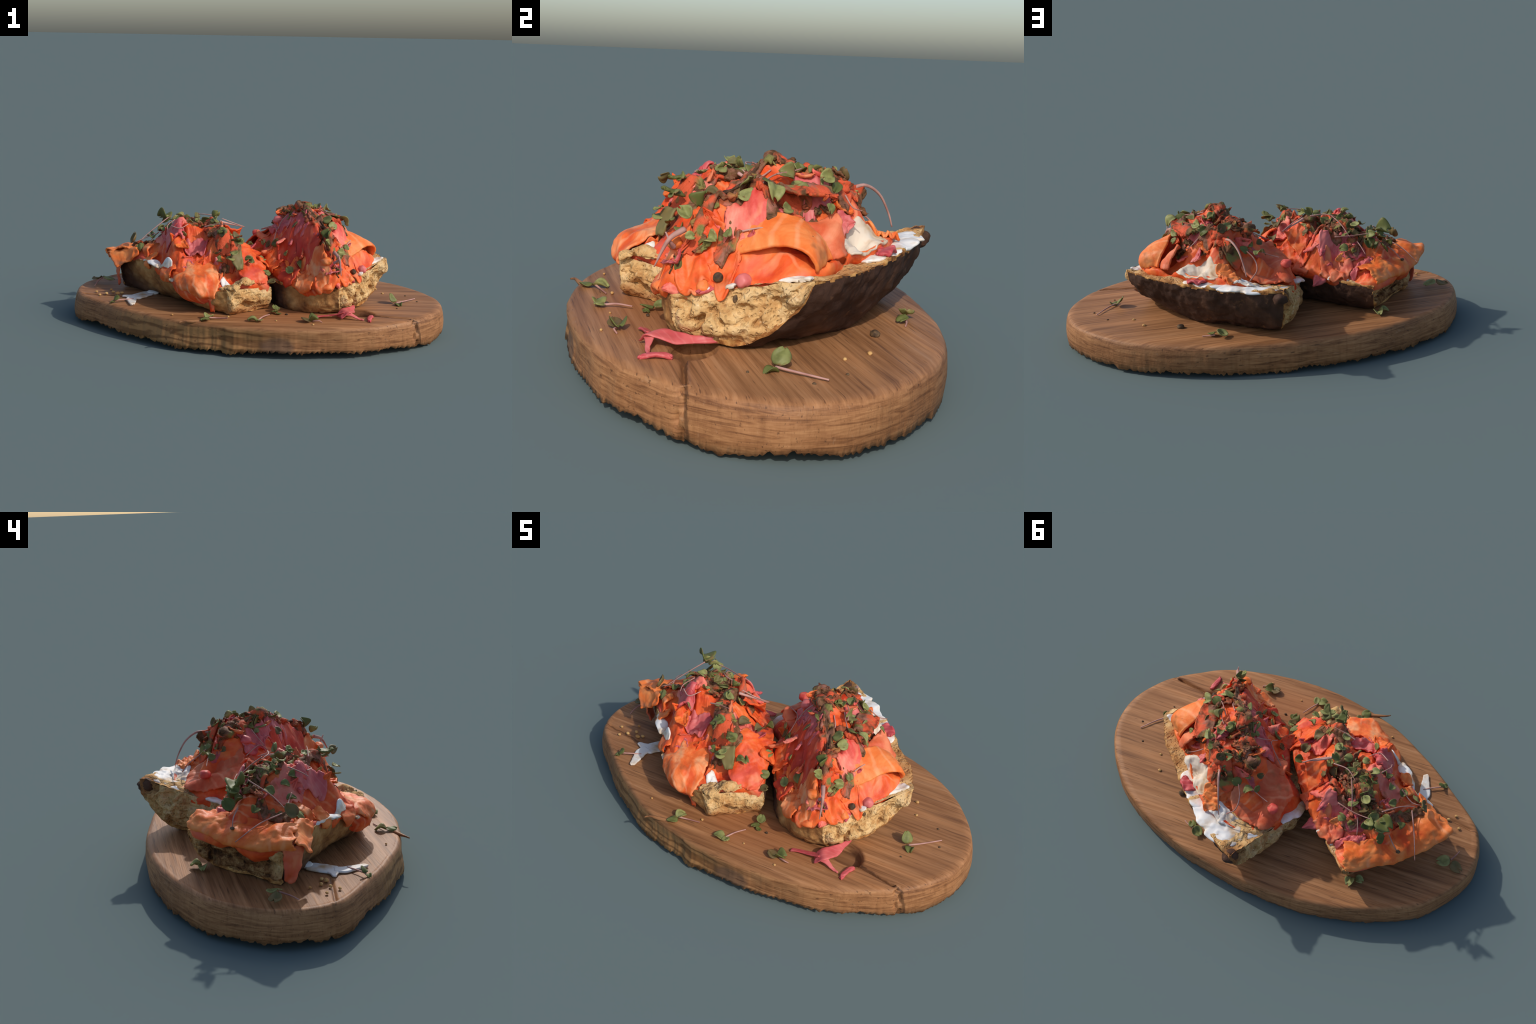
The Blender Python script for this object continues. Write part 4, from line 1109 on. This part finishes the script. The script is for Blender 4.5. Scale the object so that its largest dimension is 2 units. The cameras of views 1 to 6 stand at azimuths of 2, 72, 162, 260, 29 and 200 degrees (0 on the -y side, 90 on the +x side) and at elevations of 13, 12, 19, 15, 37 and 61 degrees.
    H = Heap(edge, inner, (-0.32, 0.0), 23, 0.85, [((-0.36, -0.18), (-0.40, 0.0), 0.014, 0.045), ((-0.22, -0.16), (-0.20, -0.30), 0.014, 0.045), ((-0.20, 0.02), (-0.30, 0.16), 0.014, 0.045)])
    H.build("smoked_salmon", SALMON, t)
    rim = Plane([(-0.13, -0.402, 0.287), (0.088, -0.242, 0.272), (-0.40, 0.45, 0.312), (-0.735, 0.13, 0.303), (-0.36, -0.325, 0.275), (-0.54, -0.125, 0.348), (-0.15, 0.18, 0.337), (-0.27, 0.315, 0.317)])
    cream_patch(rim, t, [(-0.60, -0.055), (-0.54, -0.125), (-0.49, -0.175)], [0.012, 0.028, 0.02], 0.014, 31, 0.018)
    cream_patch(rim, t, [(-0.32, 0.335), (-0.305, 0.33)], [0.018, 0.018], 0.002, 32, 0.02)
    cream_patch(rim, t, [(-0.26, 0.30), (-0.235, 0.285)], [0.016, 0.014], 0.004, 33, 0.016)
    cream_patch(rim, t, [(-0.15, 0.17), (-0.135, 0.145)], [0.012, 0.012], 0.010, 34, 0.014)
    cream_patch(H, t, [(-0.17, -0.30), (-0.12, -0.325), (-0.06, -0.315)], [0.02, 0.022, 0.014], 0.006, 35, 0.010)
    cream_patch(H, t, [(-0.09, -0.345), (-0.05, -0.325), (-0.01, -0.300)], [0.010, 0.012, 0.010], 0.006, 36, 0.010)
    cream_patch(rim, t, [(-0.40, -0.29), (-0.415, -0.265)], [0.012, 0.016], 0.02, 37, 0.016)
    drape(H, "torn_crumb", t, CRUMB, [(-0.165, -0.375), (-0.10, -0.350), (-0.04, -0.315), (0.01, -0.290)], [0.030, 0.045, 0.045, 0.03], 0.008, 0.014, 0.012, -0.012, 61, 60, 34, ragged=0.02, ruffle=0.002)
    # orange slice hanging down the right of the front
    sheet("salmon_slice", t, SALMON, [
        [(-0.095, -0.105, 0.485), (-0.045, -0.085, 0.455), (0.000, -0.050, 0.415), (0.025, -0.020, 0.385)],
        [(-0.105, -0.180, 0.450), (-0.050, -0.155, 0.425), (0.005, -0.120, 0.395), (0.040, -0.085, 0.362)],
        [(-0.100, -0.240, 0.365), (-0.045, -0.220, 0.368), (0.015, -0.190, 0.355), (0.055, -0.155, 0.330)],
        [(-0.070, -0.290, 0.325), (-0.020, -0.270, 0.328), (0.030, -0.245, 0.322), (0.066, -0.212, 0.303)],
        [(0.000, -0.312, 0.300), (0.022, -0.300, 0.294), (0.045, -0.288, 0.287), (0.062, -0.272, 0.285)]], 0.011, 0.006, 5, 60, 50)
    # marbled slice bulging over the front left shoulder
    sheet("salmon_slice", t, SALMON_PALE, [
        [(-0.420, -0.185, 0.372), (-0.360, -0.190, 0.385), (-0.300, -0.200, 0.388), (-0.240, -0.205, 0.385), (-0.195, -0.225, 0.365)],
        [(-0.425, -0.240, 0.332), (-0.365, -0.260, 0.345), (-0.302, -0.295, 0.350), (-0.245, -0.312, 0.336), (-0.178, -0.300, 0.320)],
        [(-0.410, -0.295, 0.302), (-0.362, -0.330, 0.312), (-0.300, -0.372, 0.316), (-0.240, -0.368, 0.305), (-0.165, -0.358, 0.304)],
        [(-0.385, -0.332, 0.280), (-0.340, -0.372, 0.280), (-0.286, -0.406, 0.276), (-0.245, -0.404, 0.258), (-0.185, -0.392, 0.258)],
        [(-0.360, -0.320, 0.255), (-0.325, -0.352, 0.250), (-0.278, -0.384, 0.245), (-0.240, -0.385, 0.235), (-0.180, -0.380, 0.242)]], 0.011, 0.006, 6, 70, 60)
    cream_patch(H, t, [(-0.490, -0.170), (-0.462, -0.205), (-0.435, -0.240)], [0.008, 0.012, 0.010], 0.004, 38, 0.012)
    cream_patch(H, t, [(-0.34, -0.335), (-0.29, -0.355)], [0.012, 0.014], 0.030, 39, 0.010)
    # end slice draped over the far left rim, with a free torn corner and a dark hollow below
    sheet("salmon_slice", t, SALMON_ORANGE, [
        [(-0.345, 0.325, 0.360), (-0.440, 0.300, 0.385), (-0.525, 0.240, 0.390), (-0.590, 0.165, 0.378), (-0.650, 0.085, 0.382), (-0.680, 0.020, 0.378)],
        [(-0.370, 0.375, 0.378), (-0.455, 0.340, 0.378), (-0.540, 0.270, 0.375), (-0.615, 0.195, 0.360), (-0.700, 0.120, 0.382), (-0.735, 0.040, 0.378)],
        [(-0.388, 0.425, 0.380), (-0.468, 0.388, 0.372), (-0.562, 0.318, 0.362), (-0.655, 0.240, 0.352), (-0.745, 0.150, 0.368), (-0.785, 0.062, 0.372)],
        [(-0.402, 0.456, 0.345), (-0.485, 0.418, 0.336), (-0.585, 0.345, 0.322), (-0.685, 0.260, 0.318), (-0.780, 0.160, 0.345), (-0.832, 0.088, 0.364)],
        [(-0.396, 0.446, 0.318), (-0.470, 0.402, 0.314), (-0.572, 0.328, 0.304), (-0.675, 0.244, 0.302), (-0.765, 0.150, 0.318), (-0.800, 0.062, 0.322)]], 0.010, 0.007, 7, 60, 80)
    sheet("salmon_slice", t, SALMON_ORANGE, [
        [(-0.655, 0.050, 0.400), (-0.635, 0.000, 0.392), (-0.620, -0.035, 0.370)],
        [(-0.715, 0.062, 0.375), (-0.690, 0.012, 0.350), (-0.672, -0.022, 0.330)],
        [(-0.775, 0.078, 0.365), (-0.750, 0.030, 0.330), (-0.725, -0.002, 0.302)],
        [(-0.822, 0.086, 0.360), (-0.790, 0.040, 0.320), (-0.758, 0.000, 0.278)]], 0.010, 0.006, 8)
    sheet("salmon_slice", t, SALMON_TAN, [
        [(-0.770, 0.125, 0.330), (-0.765, 0.070, 0.330), (-0.735, 0.020, 0.335)], [(-0.765, 0.120, 0.260), (-0.760, 0.075, 0.255), (-0.740, 0.040, 0.265)], [(-0.752, 0.115, 0.180), (-0.750, 0.085, 0.165), (-0.742, 0.070, 0.185)]], 0.010, 0.006, 9, 30, 20)
    sheet("salmon_slice", t, SALMON_ORANGE, [
        [(-0.575, 0.035, 0.415), (-0.545, -0.005, 0.420)], [(-0.605, 0.000, 0.400), (-0.575, -0.040, 0.400)], [(-0.600, -0.025, 0.355), (-0.570, -0.065, 0.358)]], 0.012, 0.003, 10, 30, 20)
    # drip of salmon below the front left
    sheet("salmon_slice", t, SALMON, [[(-0.235, -0.385, 0.270), (-0.205, -0.392, 0.270)], [(-0.222, -0.375, 0.210), (-0.196, -0.380, 0.215)], [(-0.212, -0.368, 0.160), (-0.192, -0.372, 0.160)]], 0.010, 0.002, 11, 24, 10)
    # flap and upright edges at the back right
    sheet("salmon_slice", t, SALMON, [
        [(-0.170, 0.000, 0.530), (-0.195, 0.060, 0.520), (-0.220, 0.120, 0.500)],
        [(-0.120, 0.030, 0.505), (-0.145, 0.080, 0.465), (-0.170, 0.135, 0.430)],
        [(-0.076, 0.066, 0.512), (-0.105, 0.100, 0.440), (-0.135, 0.155, 0.390)]], 0.010, 0.004, 12)
    drape(H, "salmon_slice", t, SALMON, [(-0.10, 0.02), (-0.13, 0.08), (-0.18, 0.17)], [0.05, 0.06, 0.06], 0.010, 0.009, 0.008, 0.008, 41)
    drape(H, "salmon_slice", t, SALMON_TAN, [(-0.22, 0.22), (-0.28, 0.27), (-0.33, 0.325)], [0.04, 0.05, 0.035], 0.008, 0.009, 0.010, 0.006, 42)
    # coral and pink folds
    drape(H, "pickled_onion", t, ONION, [(-0.43, -0.145), (-0.435, -0.08), (-0.44, -0.01)], [0.035, 0.05, 0.04], 0.012, 0.009, 0.012, 0.006, 43)
    drape(H, "pickled_onion", t, ONION, [(-0.37, -0.155), (-0.30, -0.155), (-0.25, -0.16)], [0.035, 0.045, 0.04], 0.012, 0.009, 0.010, 0.006, 44)
    drape(H, "pickled_onion", t, ONION, [(-0.245, 0.170), (-0.265, 0.215), (-0.30, 0.255)], [0.028, 0.035, 0.03], 0.018, 0.010, 0.006, 0.006, 45)
    drape(H, "pickled_onion", t, ONION, [(-0.30, 0.20), (-0.36, 0.225), (-0.43, 0.23)], [0.03, 0.045, 0.04], 0.010, 0.008, 0.010, 0.004, 46)
    drape(H, "pickled_onion", t, ONION, [(-0.336, 0.335), (-0.39, 0.31), (-0.46, 0.285)], [0.014, 0.016, 0.014], 0.018, 0.016, 0.002, -0.002, 47)
    drape(H, "salmon_slice", t, CORAL, [(-0.40, -0.04), (-0.47, 0.03), (-0.53, 0.08)], [0.05, 0.055, 0.04], 0.008, 0.009, 0.010, 0.005, 48)
    drape(H, "salmon_slice", t, CORAL, [(-0.16, -0.16), (-0.12, -0.10), (-0.10, -0.03)], [0.03, 0.04, 0.04], 0.006, 0.009, 0.008, 0.005, 49)
    drape(H, "salmon_slice", t, SALMON, [(-0.23, -0.20), (-0.20, -0.27), (-0.19, -0.31)], [0.045, 0.05, 0.04], 0.008, 0.009, 0.008, 0.005, 50)
    kinds = [(SALMON, "salmon_flap"), (ONION, "onion_flap"), (CORAL, "salmon_flap"), (SALMON_TAN, "salmon_flap"), (SALMON_ORANGE, "salmon_flap")]
    scatter_flaps(t, H, [(-0.14, -0.27), (-0.20, -0.25), (-0.26, -0.19), (-0.33, -0.17), (-0.40, -0.15), (-0.45, -0.12), (-0.47, -0.05), (-0.50, 0.04), (-0.54, 0.08), (-0.60, 0.10), (-0.57, 0.17),
                         (-0.50, 0.15), (-0.44, 0.18), (-0.40, 0.22), (-0.35, 0.25), (-0.30, 0.22), (-0.25, 0.20), (-0.22, 0.15), (-0.18, 0.10), (-0.14, 0.04), (-0.10, -0.02), (-0.07, -0.08), (-0.06, -0.14), (-0.08, -0.20), (-0.03, -0.24),
                         (-0.30, -0.27), (-0.36, -0.24), (-0.24, -0.31), (-0.21, -0.09), (-0.39, 0.30), (-0.47, 0.27), (-0.22, 0.24)], kinds, 600)
    for n, (x, y, z, h, w, dr, m) in enumerate([(-0.565, -0.098, 0.358, -2.5, 0.034, 0.035, SALMON_ORANGE), (-0.450, -0.232, 0.332, -2.5, 0.050, 0.050, SALMON_PALE), (0.035, -0.100, 0.365, 0.5, 0.050, 0.040, SALMON), (-0.135, 0.175, 0.345, 0.6, 0.050, 0.030, SALMON_TAN)]):
        tongue(t, m, x, y, z, h, w, dr, 740 + n)
    # herbs along the crest
    drape(H, "herb_bed", t, HERB_BED, [(-0.16, -0.23), (-0.19, -0.14), (-0.24, -0.03), (-0.30, 0.05)], [0.032, 0.040, 0.044, 0.040], 0.010, 0.012, 0.014, 0.006, 51, 80, 36, ragged=0.03)
    drape(H, "herb_bed", t, HERB_BED, [(-0.30, 0.04), (-0.37, 0.08), (-0.42, 0.14), (-0.49, 0.21)], [0.044, 0.048, 0.044, 0.040], 0.010, 0.012, 0.016, 0.006, 52, 80, 36, ragged=0.03)
    drape(H, "herb_bed", t, HERB_BED, [(-0.13, -0.235), (-0.10, -0.19), (-0.12, -0.12)], [0.028, 0.032, 0.024], 0.012, 0.010, 0.010, 0.008, 53, 50, 30, ragged=0.03)
    drape(H, "herb_bed", t, HERB_BED, [(-0.20, 0.07), (-0.25, 0.12), (-0.31, 0.15)], [0.020, 0.032, 0.032], 0.010, 0.012, 0.014, 0.006, 54, 50, 30, ragged=0.03)
    drape(H, "herb_bed", t, HERB_BED, [(-0.52, 0.17), (-0.60, 0.13), (-0.66, 0.07)], [0.024, 0.022, 0.016], 0.012, 0.010, 0.010, 0.006, 55, 50, 24, ragged=0.03)
    blob("herb_tuft", t, HERB_BED, (-0.395, 0.045, 0.538), 0.030, 61, (1.1, 1, 0.7), 0.6)
    blob("herb_tuft", t, HERB_BED, (-0.330, 0.090, 0.525), 0.032, 62, (1, 1, 0.7), 0.6)
    blob("herb_tuft", t, HERB_BED, (-0.238, 0.015, 0.542), 0.030, 63, (1, 1, 0.6), 0.6)
    # green horns at the front crest
    sheet("leaf_horn", t, LEAF, [[(-0.20, -0.18, 0.540), (-0.15, -0.175, 0.545)], [(-0.195, -0.22, 0.538), (-0.155, -0.215, 0.540)], [(-0.185, -0.252, 0.548), (-0.165, -0.250, 0.546)]], 0.012, 0.003, 13, 20, 14)
    sheet("leaf_horn", t, LEAF, [[(-0.125, -0.205, 0.500), (-0.085, -0.190, 0.490)], [(-0.105, -0.245, 0.505), (-0.070, -0.230, 0.498)], [(-0.085, -0.278, 0.522), (-0.068, -0.270, 0.518)]], 0.012, 0.003, 14, 20, 14)
    sheet("leaf_horn", t, LEAF, [[(-0.13, -0.25, 0.45), (-0.075, -0.215, 0.45)], [(-0.115, -0.275, 0.40), (-0.06, -0.245, 0.405)], [(-0.085, -0.29, 0.355), (-0.055, -0.272, 0.36)]], 0.010, 0.004, 15, 20, 16)
    # spur of stem to the right
    put_stem(t, [(-0.20, 0.02, 0.550), (-0.14, 0.045, 0.532), (-0.074, 0.068, 0.514)], 0.007, 0.0015)
    for line in ([(-0.319, 0.103, 0.575), (-0.345, 0.165, 0.545), (-0.367, 0.231, 0.495)], [(-0.294, 0.210, 0.500), (-0.38, 0.235, 0.505), (-0.47, 0.245, 0.512)],
                 [(-0.622, 0.087, 0.415), (-0.665, 0.19, 0.395), (-0.706, 0.295, 0.344)], [(-0.56, 0.255, 0.435), (-0.59, 0.28, 0.405), (-0.615, 0.29, 0.37)],
                 [(-0.071, 0.075, 0.513), (-0.12, 0.05, 0.535), (-0.19, 0.03, 0.565)], [(-0.22, 0.06, 0.572), (-0.29, 0.07, 0.578), (-0.34, 0.11, 0.570)],
                 [(-0.40, 0.24, 0.475), (-0.41, 0.265, 0.455), (-0.42, 0.30, 0.425)], [(-0.45, -0.06, 0.535), (-0.40, -0.09, 0.53), (-0.36, -0.05, 0.545)],
                 [(-0.27, -0.11, 0.545), (-0.22, -0.12, 0.56), (-0.16, -0.13, 0.565)], [(-0.44, 0.02, 0.555), (-0.47, -0.03, 0.535), (-0.47, -0.06, 0.515)],
                 [(-0.55, 0.03, 0.475), (-0.61, 0.06, 0.44), (-0.66, 0.05, 0.42)], [(-0.50, 0.20, 0.53), (-0.57, 0.12, 0.48), (-0.63, 0.07, 0.43)]):
        put_stem(t, line, 0.0032, 0.0018)
    blob("peppercorn", t, SEED, (-0.620, 0.291, 0.372), 0.010, 66, (1, 1, 0.6))
    spots = [(-0.509, 0.230, 0.530, 0.075), (-0.530, 0.245, 0.500, 0.060), (-0.480, 0.215, 0.525, 0.055), (-0.668, 0.045, 0.425, 0.062), (-0.060, -0.235, 0.508, 0.050), (-0.177, -0.235, 0.545, 0.050), (-0.150, -0.195, 0.545, 0.046),
             (-0.047, -0.027, 0.445, 0.050), (-0.109, -0.120, 0.505, 0.056), (-0.173, 0.075, 0.500, 0.044), (-0.344, 0.253, 0.460, 0.044), (-0.537, 0.272, 0.440, 0.055), (-0.46, 0.265, 0.455, 0.05),
             (-0.236, 0.028, 0.580, 0.046), (-0.397, 0.045, 0.575, 0.044), (-0.21, -0.11, 0.560, 0.040), (-0.20, -0.05, 0.565, 0.046), (-0.24, -0.04, 0.568, 0.044), (-0.43, 0.00, 0.545, 0.040),
             (-0.47, 0.02, 0.535, 0.044), (-0.50, 0.06, 0.510, 0.040), (-0.29, 0.00, 0.575, 0.040), (-0.34, -0.02, 0.560, 0.036), (-0.38, -0.12, 0.515, 0.034), (-0.60, 0.20, 0.430, 0.036),
             (-0.33, 0.02, 0.575, 0.040), (-0.52, 0.13, 0.50, 0.044), (-0.40, 0.16, 0.540, 0.044), (-0.13, -0.29, 0.425, 0.048), (-0.09, -0.27, 0.46, 0.040), (-0.045, -0.25, 0.42, 0.042), (-0.03, -0.215, 0.40, 0.036),
             (-0.56, 0.05, 0.462, 0.042), (-0.62, 0.00, 0.40, 0.05), (0.03, -0.13, 0.385, 0.04), (0.055, -0.21, 0.335, 0.045), (-0.02, 0.02, 0.43, 0.04), (0.075, -0.245, 0.285, 0.04), (-0.45, 0.24, 0.50, 0.05)]
    for i, (x, y, z, s) in enumerate(spots):
        n = H.normal(x, y) + Vector((random.uniform(-0.4, 0.4), random.uniform(-0.4, 0.4), 0.15))
        put_leaf(t, (x, y, max(z - 0.006, H.at(x, y) + 0.008)), n, s * 1.05, random.uniform(0, 6.28), random.uniform(-0.4, 0.15), i + 3)
    scatter_leaves(t, H, [[(-0.15, -0.22), (-0.22, -0.06), (-0.33, 0.05), (-0.48, 0.2)], [(-0.36, 0.06), (-0.45, 0.16), (-0.53, 0.26)], [(-0.2, 0.03), (-0.3, 0.12), (-0.4, 0.2)]], 18, 0.020, (0.040, 0.062))
    scatter_scraps(t, H, [[(-0.15, -0.22), (-0.22, -0.06), (-0.33, 0.05)], [(-0.30, 0.04), (-0.40, 0.12), (-0.49, 0.2)], [(-0.2, 0.03), (-0.3, 0.12), (-0.38, 0.2)]], 62, 0.028)
    return t, H

# ------------------------------------------------- loose bits on the board
def sprig(pos, heading, leaves, stem=None):
    e = top_level("microgreen_sprig", (pos[0], pos[1], BOARD_TOP), "tiny two-leaved green sprout lying on the board", "microgreen")
    for i, (dx, dy, h, size, ang, tilt) in enumerate(leaves):
        put_leaf(e, (pos[0] + dx, pos[1] + dy, BOARD_TOP + h), (0.15 * math.cos(ang), 0.15 * math.sin(ang), 1), size, heading + ang, tilt, i + int(abs(pos[0]) * 50))
    if stem:
        put_stem(e, stem, 0.004, 0.0025)
    return e

def loose_bits():
    b = BOARD_TOP
    sprig((0.737, -0.115), 2.5, [(0, 0, 0.020, 0.055, 0.0, -0.7), (0.01, -0.01, 0.008, 0.045, 2.6, 0.0)], [(0.742, -0.125, b + 0.012), (0.79, -0.085, b + 0.012), (0.853, -0.018, b + 0.008)])
    sprig((0.120, -0.325), 2.0, [(0, 0, 0.012, 0.045, 0.0, -0.1), (-0.01, -0.01, 0.012, 0.045, 2.6, -0.1), (0.02, -0.035, 0.005, 0.03, 1, 0)])
    sprig((0.025, -0.485), 3.4, [(0, 0, 0.010, 0.052, 0.0, -0.1), (0.005, 0.004, 0.008, 0.040, 2.0, 0)], [(0.03, -0.48, b + 0.004), (0.055, -0.44, b + 0.012), (0.085, -0.395, b + 0.010)])
    sprig((-0.222, -0.475), 1.0, [(0, 0, 0.012, 0.055, 0.2, -0.1), (0, -0.01, 0.012, 0.050, 3.2, -0.1)], [(-0.215, -0.475, b + 0.01), (-0.17, -0.46, b + 0.004), (-0.12, -0.45, b + 0.002)])
    sprig((0.285, -0.472), 3.3, [(0, 0, 0.010, 0.05, 0.0, -0.1), (0, 0, 0.010, 0.05, 3.1, -0.1)], [(0.30, -0.475, b + 0.006), (0.33, -0.487, b + 0.012), (0.345, -0.48, b + 0.002)])
    sprig((-0.865, 0.165), 0.3, [(0.008, 0, 0.035, 0.068, 0.0, 0.2), (-0.012, 0.008, 0.030, 0.065, 2.4, 0.2)], [(-0.866, 0.16, b + 0.032), (-0.885, 0.12, b + 0.020), (-0.895, 0.088, b + 0.002)])
    sprig((-0.445, 0.405), 1.4, [(0, 0, 0.012, 0.05, 0.0, -0.1), (-0.02, -0.01, 0.012, 0.045, 1.5, -0.1)])
    sprig((0.36, 0.425), 2.6, [(0, 0, 0.030, 0.055, 0.0, 0.7), (0.01, -0.01, 0.022, 0.045, 2.8, 0.5)], [(0.37, 0.42, b + 0.012), (0.40, 0.41, b + 0.008), (0.425, 0.395, b + 0.003)])
    sprig((-0.725, -0.230), 0.5, [(0, 0, 0.018, 0.036, 0.3, -0.8), (0, 0, 0.008, 0.03, 3.0, 0)], [(-0.73, -0.225, b + 0.012), (-0.68, -0.20, b + 0.012), (-0.635, -0.175, b + 0.010)])
    
    # pickled onion ribbons beside the hollow
    e = top_level("pickled_onion", (0.46, -0.37, b), "twisted pink pickled onion ribbon lying across the hollow", "pickled onion")
    sheet("ribbon", e, ONION, [[(0.316, -0.416, b + 0.006), (0.312, -0.396, b + 0.004)], [(0.370, -0.408, b + 0.012), (0.368, -0.384, b + 0.008)], [(0.420, -0.412, b + 0.022), (0.420, -0.378, b + 0.014)], [(0.455, -0.416, b + 0.040), (0.462, -0.376, b + 0.020)]], 0.007, 0.002, 21, 40, 12, 0.03, 0.002)
    sheet("ribbon", e, ONION, [[(0.418, -0.390, b + 0.008), (0.440, -0.436, b + 0.012)], [(0.440, -0.362, b + 0.040), (0.486, -0.420, b + 0.038)], [(0.468, -0.325, b + 0.036), (0.512, -0.352, b + 0.018)], [(0.498, -0.280, b + 0.034), (0.514, -0.284, b + 0.014)], [(0.510, -0.236, b + 0.030), (0.520, -0.240, b + 0.014)], [(0.515, -0.196, b + 0.024), (0.521, -0.198, b + 0.018)]], 0.007, 0.002, 23, 60, 14, 0.03, 0.002)
    sheet("ribbon", e, ONION, [[(0.440, -0.395, b + 0.036), (0.460, -0.425, b + 0.026)], [(0.480, -0.395, b + 0.036), (0.490, -0.425, b + 0.022)], [(0.520, -0.415, b + 0.016), (0.524, -0.430, b + 0.008)], [(0.552, -0.426, b + 0.004), (0.554, -0.430, b + 0.004)]], 0.007, 0.002, 24, 36, 12, 0.03, 0.002)
    sheet("ribbon", e, ONION, [[(0.582, -0.462, b + 0.002), (0.572, -0.455, b + 0.002)], [(0.592, -0.425, b + 0.010), (0.570, -0.420, b + 0.010)], [(0.602, -0.390, b + 0.010), (0.580, -0.385, b + 0.010)], [(0.606, -0.368, b + 0.004), (0.594, -0.366, b + 0.004)]], 0.012, 0.001, 22, 30, 10)
    # smear of cream cheese
    e = top_level("cream_smear", (-0.64, -0.14, b), "streak of white cream cheese smeared on wood", "cream cheese")
    flat = Plane([(-1, -1, b), (1, -1, b), (0, 1, b), (-0.6, -0.1, b)])
    drape(flat, "cream_streak", e, CREAM, [(-0.560, -0.030), (-0.610, -0.075), (-0.650, -0.135)], [0.034, 0.046, 0.034], 0.006, 0.010, 0.001, -0.001, 71, 50, 26, ragged=0.012, ruffle=0.0, tear=12)
    drape(flat, "cream_streak", e, CREAM, [(-0.640, -0.115), (-0.648, -0.180), (-0.622, -0.268)], [0.028, 0.024, 0.018], 0.007, 0.011, 0.001, -0.001, 73, 40, 20, ragged=0.010, ruffle=0.0, tear=12)
    drape(flat, "cream_streak", e, CREAM, [(-0.630, -0.100), (-0.670, -0.110), (-0.705, -0.105)], [0.026, 0.022, 0.010], 0.007, 0.009, 0.001, -0.001, 74, 36, 18, ragged=0.010, ruffle=0.0, tear=12)
    blob("cream_dab", e, CREAM, (-0.555, -0.02, b + 0.006), 0.035, 72, (1, 0.8, 0.35))
    # crumbs and seeds
    e = top_level("scattered_crumbs", (0, 0, b), "golden crumbs and dark seeds scattered over the board", "crumbs")
    for i, (x, y, s, m) in enumerate([(0.657, 0.178, 0.009, GOLD_CRUMB), (0.498, 0.262, 0.018, SEED), (0.86, -0.06, 0.006, SEED), (-0.77, -0.03, 0.010, GOLD_CRUMB), (-0.80, -0.06, 0.009, GOLD_CRUMB), (-0.74, -0.06, 0.012, GOLD_CRUMB),
                                      (-0.83, -0.09, 0.008, GOLD_CRUMB), (-0.79, 0.02, 0.008, GOLD_CRUMB), (-0.72, -0.045, 0.010, GOLD_CRUMB), (0.69, 0.09, 0.007, GOLD_CRUMB), (0.81, 0.05, 0.006, SEED), (-0.86, -0.03, 0.008, GOLD_CRUMB),
                                      (0.17, -0.36, 0.007, SEED), (0.30, -0.52, 0.006, GOLD_CRUMB), (0.12, -0.47, 0.005, GOLD_CRUMB), (-0.40, -0.42, 0.006, GOLD_CRUMB), (0.74, -0.20, 0.005, SEED), (-0.12, -0.43, 0.007, GOLD_CRUMB)]):
        blob("crumb" if m is GOLD_CRUMB else "seed", e, m, (x, y, b + s * 0.45), s, 80 + i, (1, 0.8, 0.7))

build_board()
toast_right()
toast_left()
loose_bits()
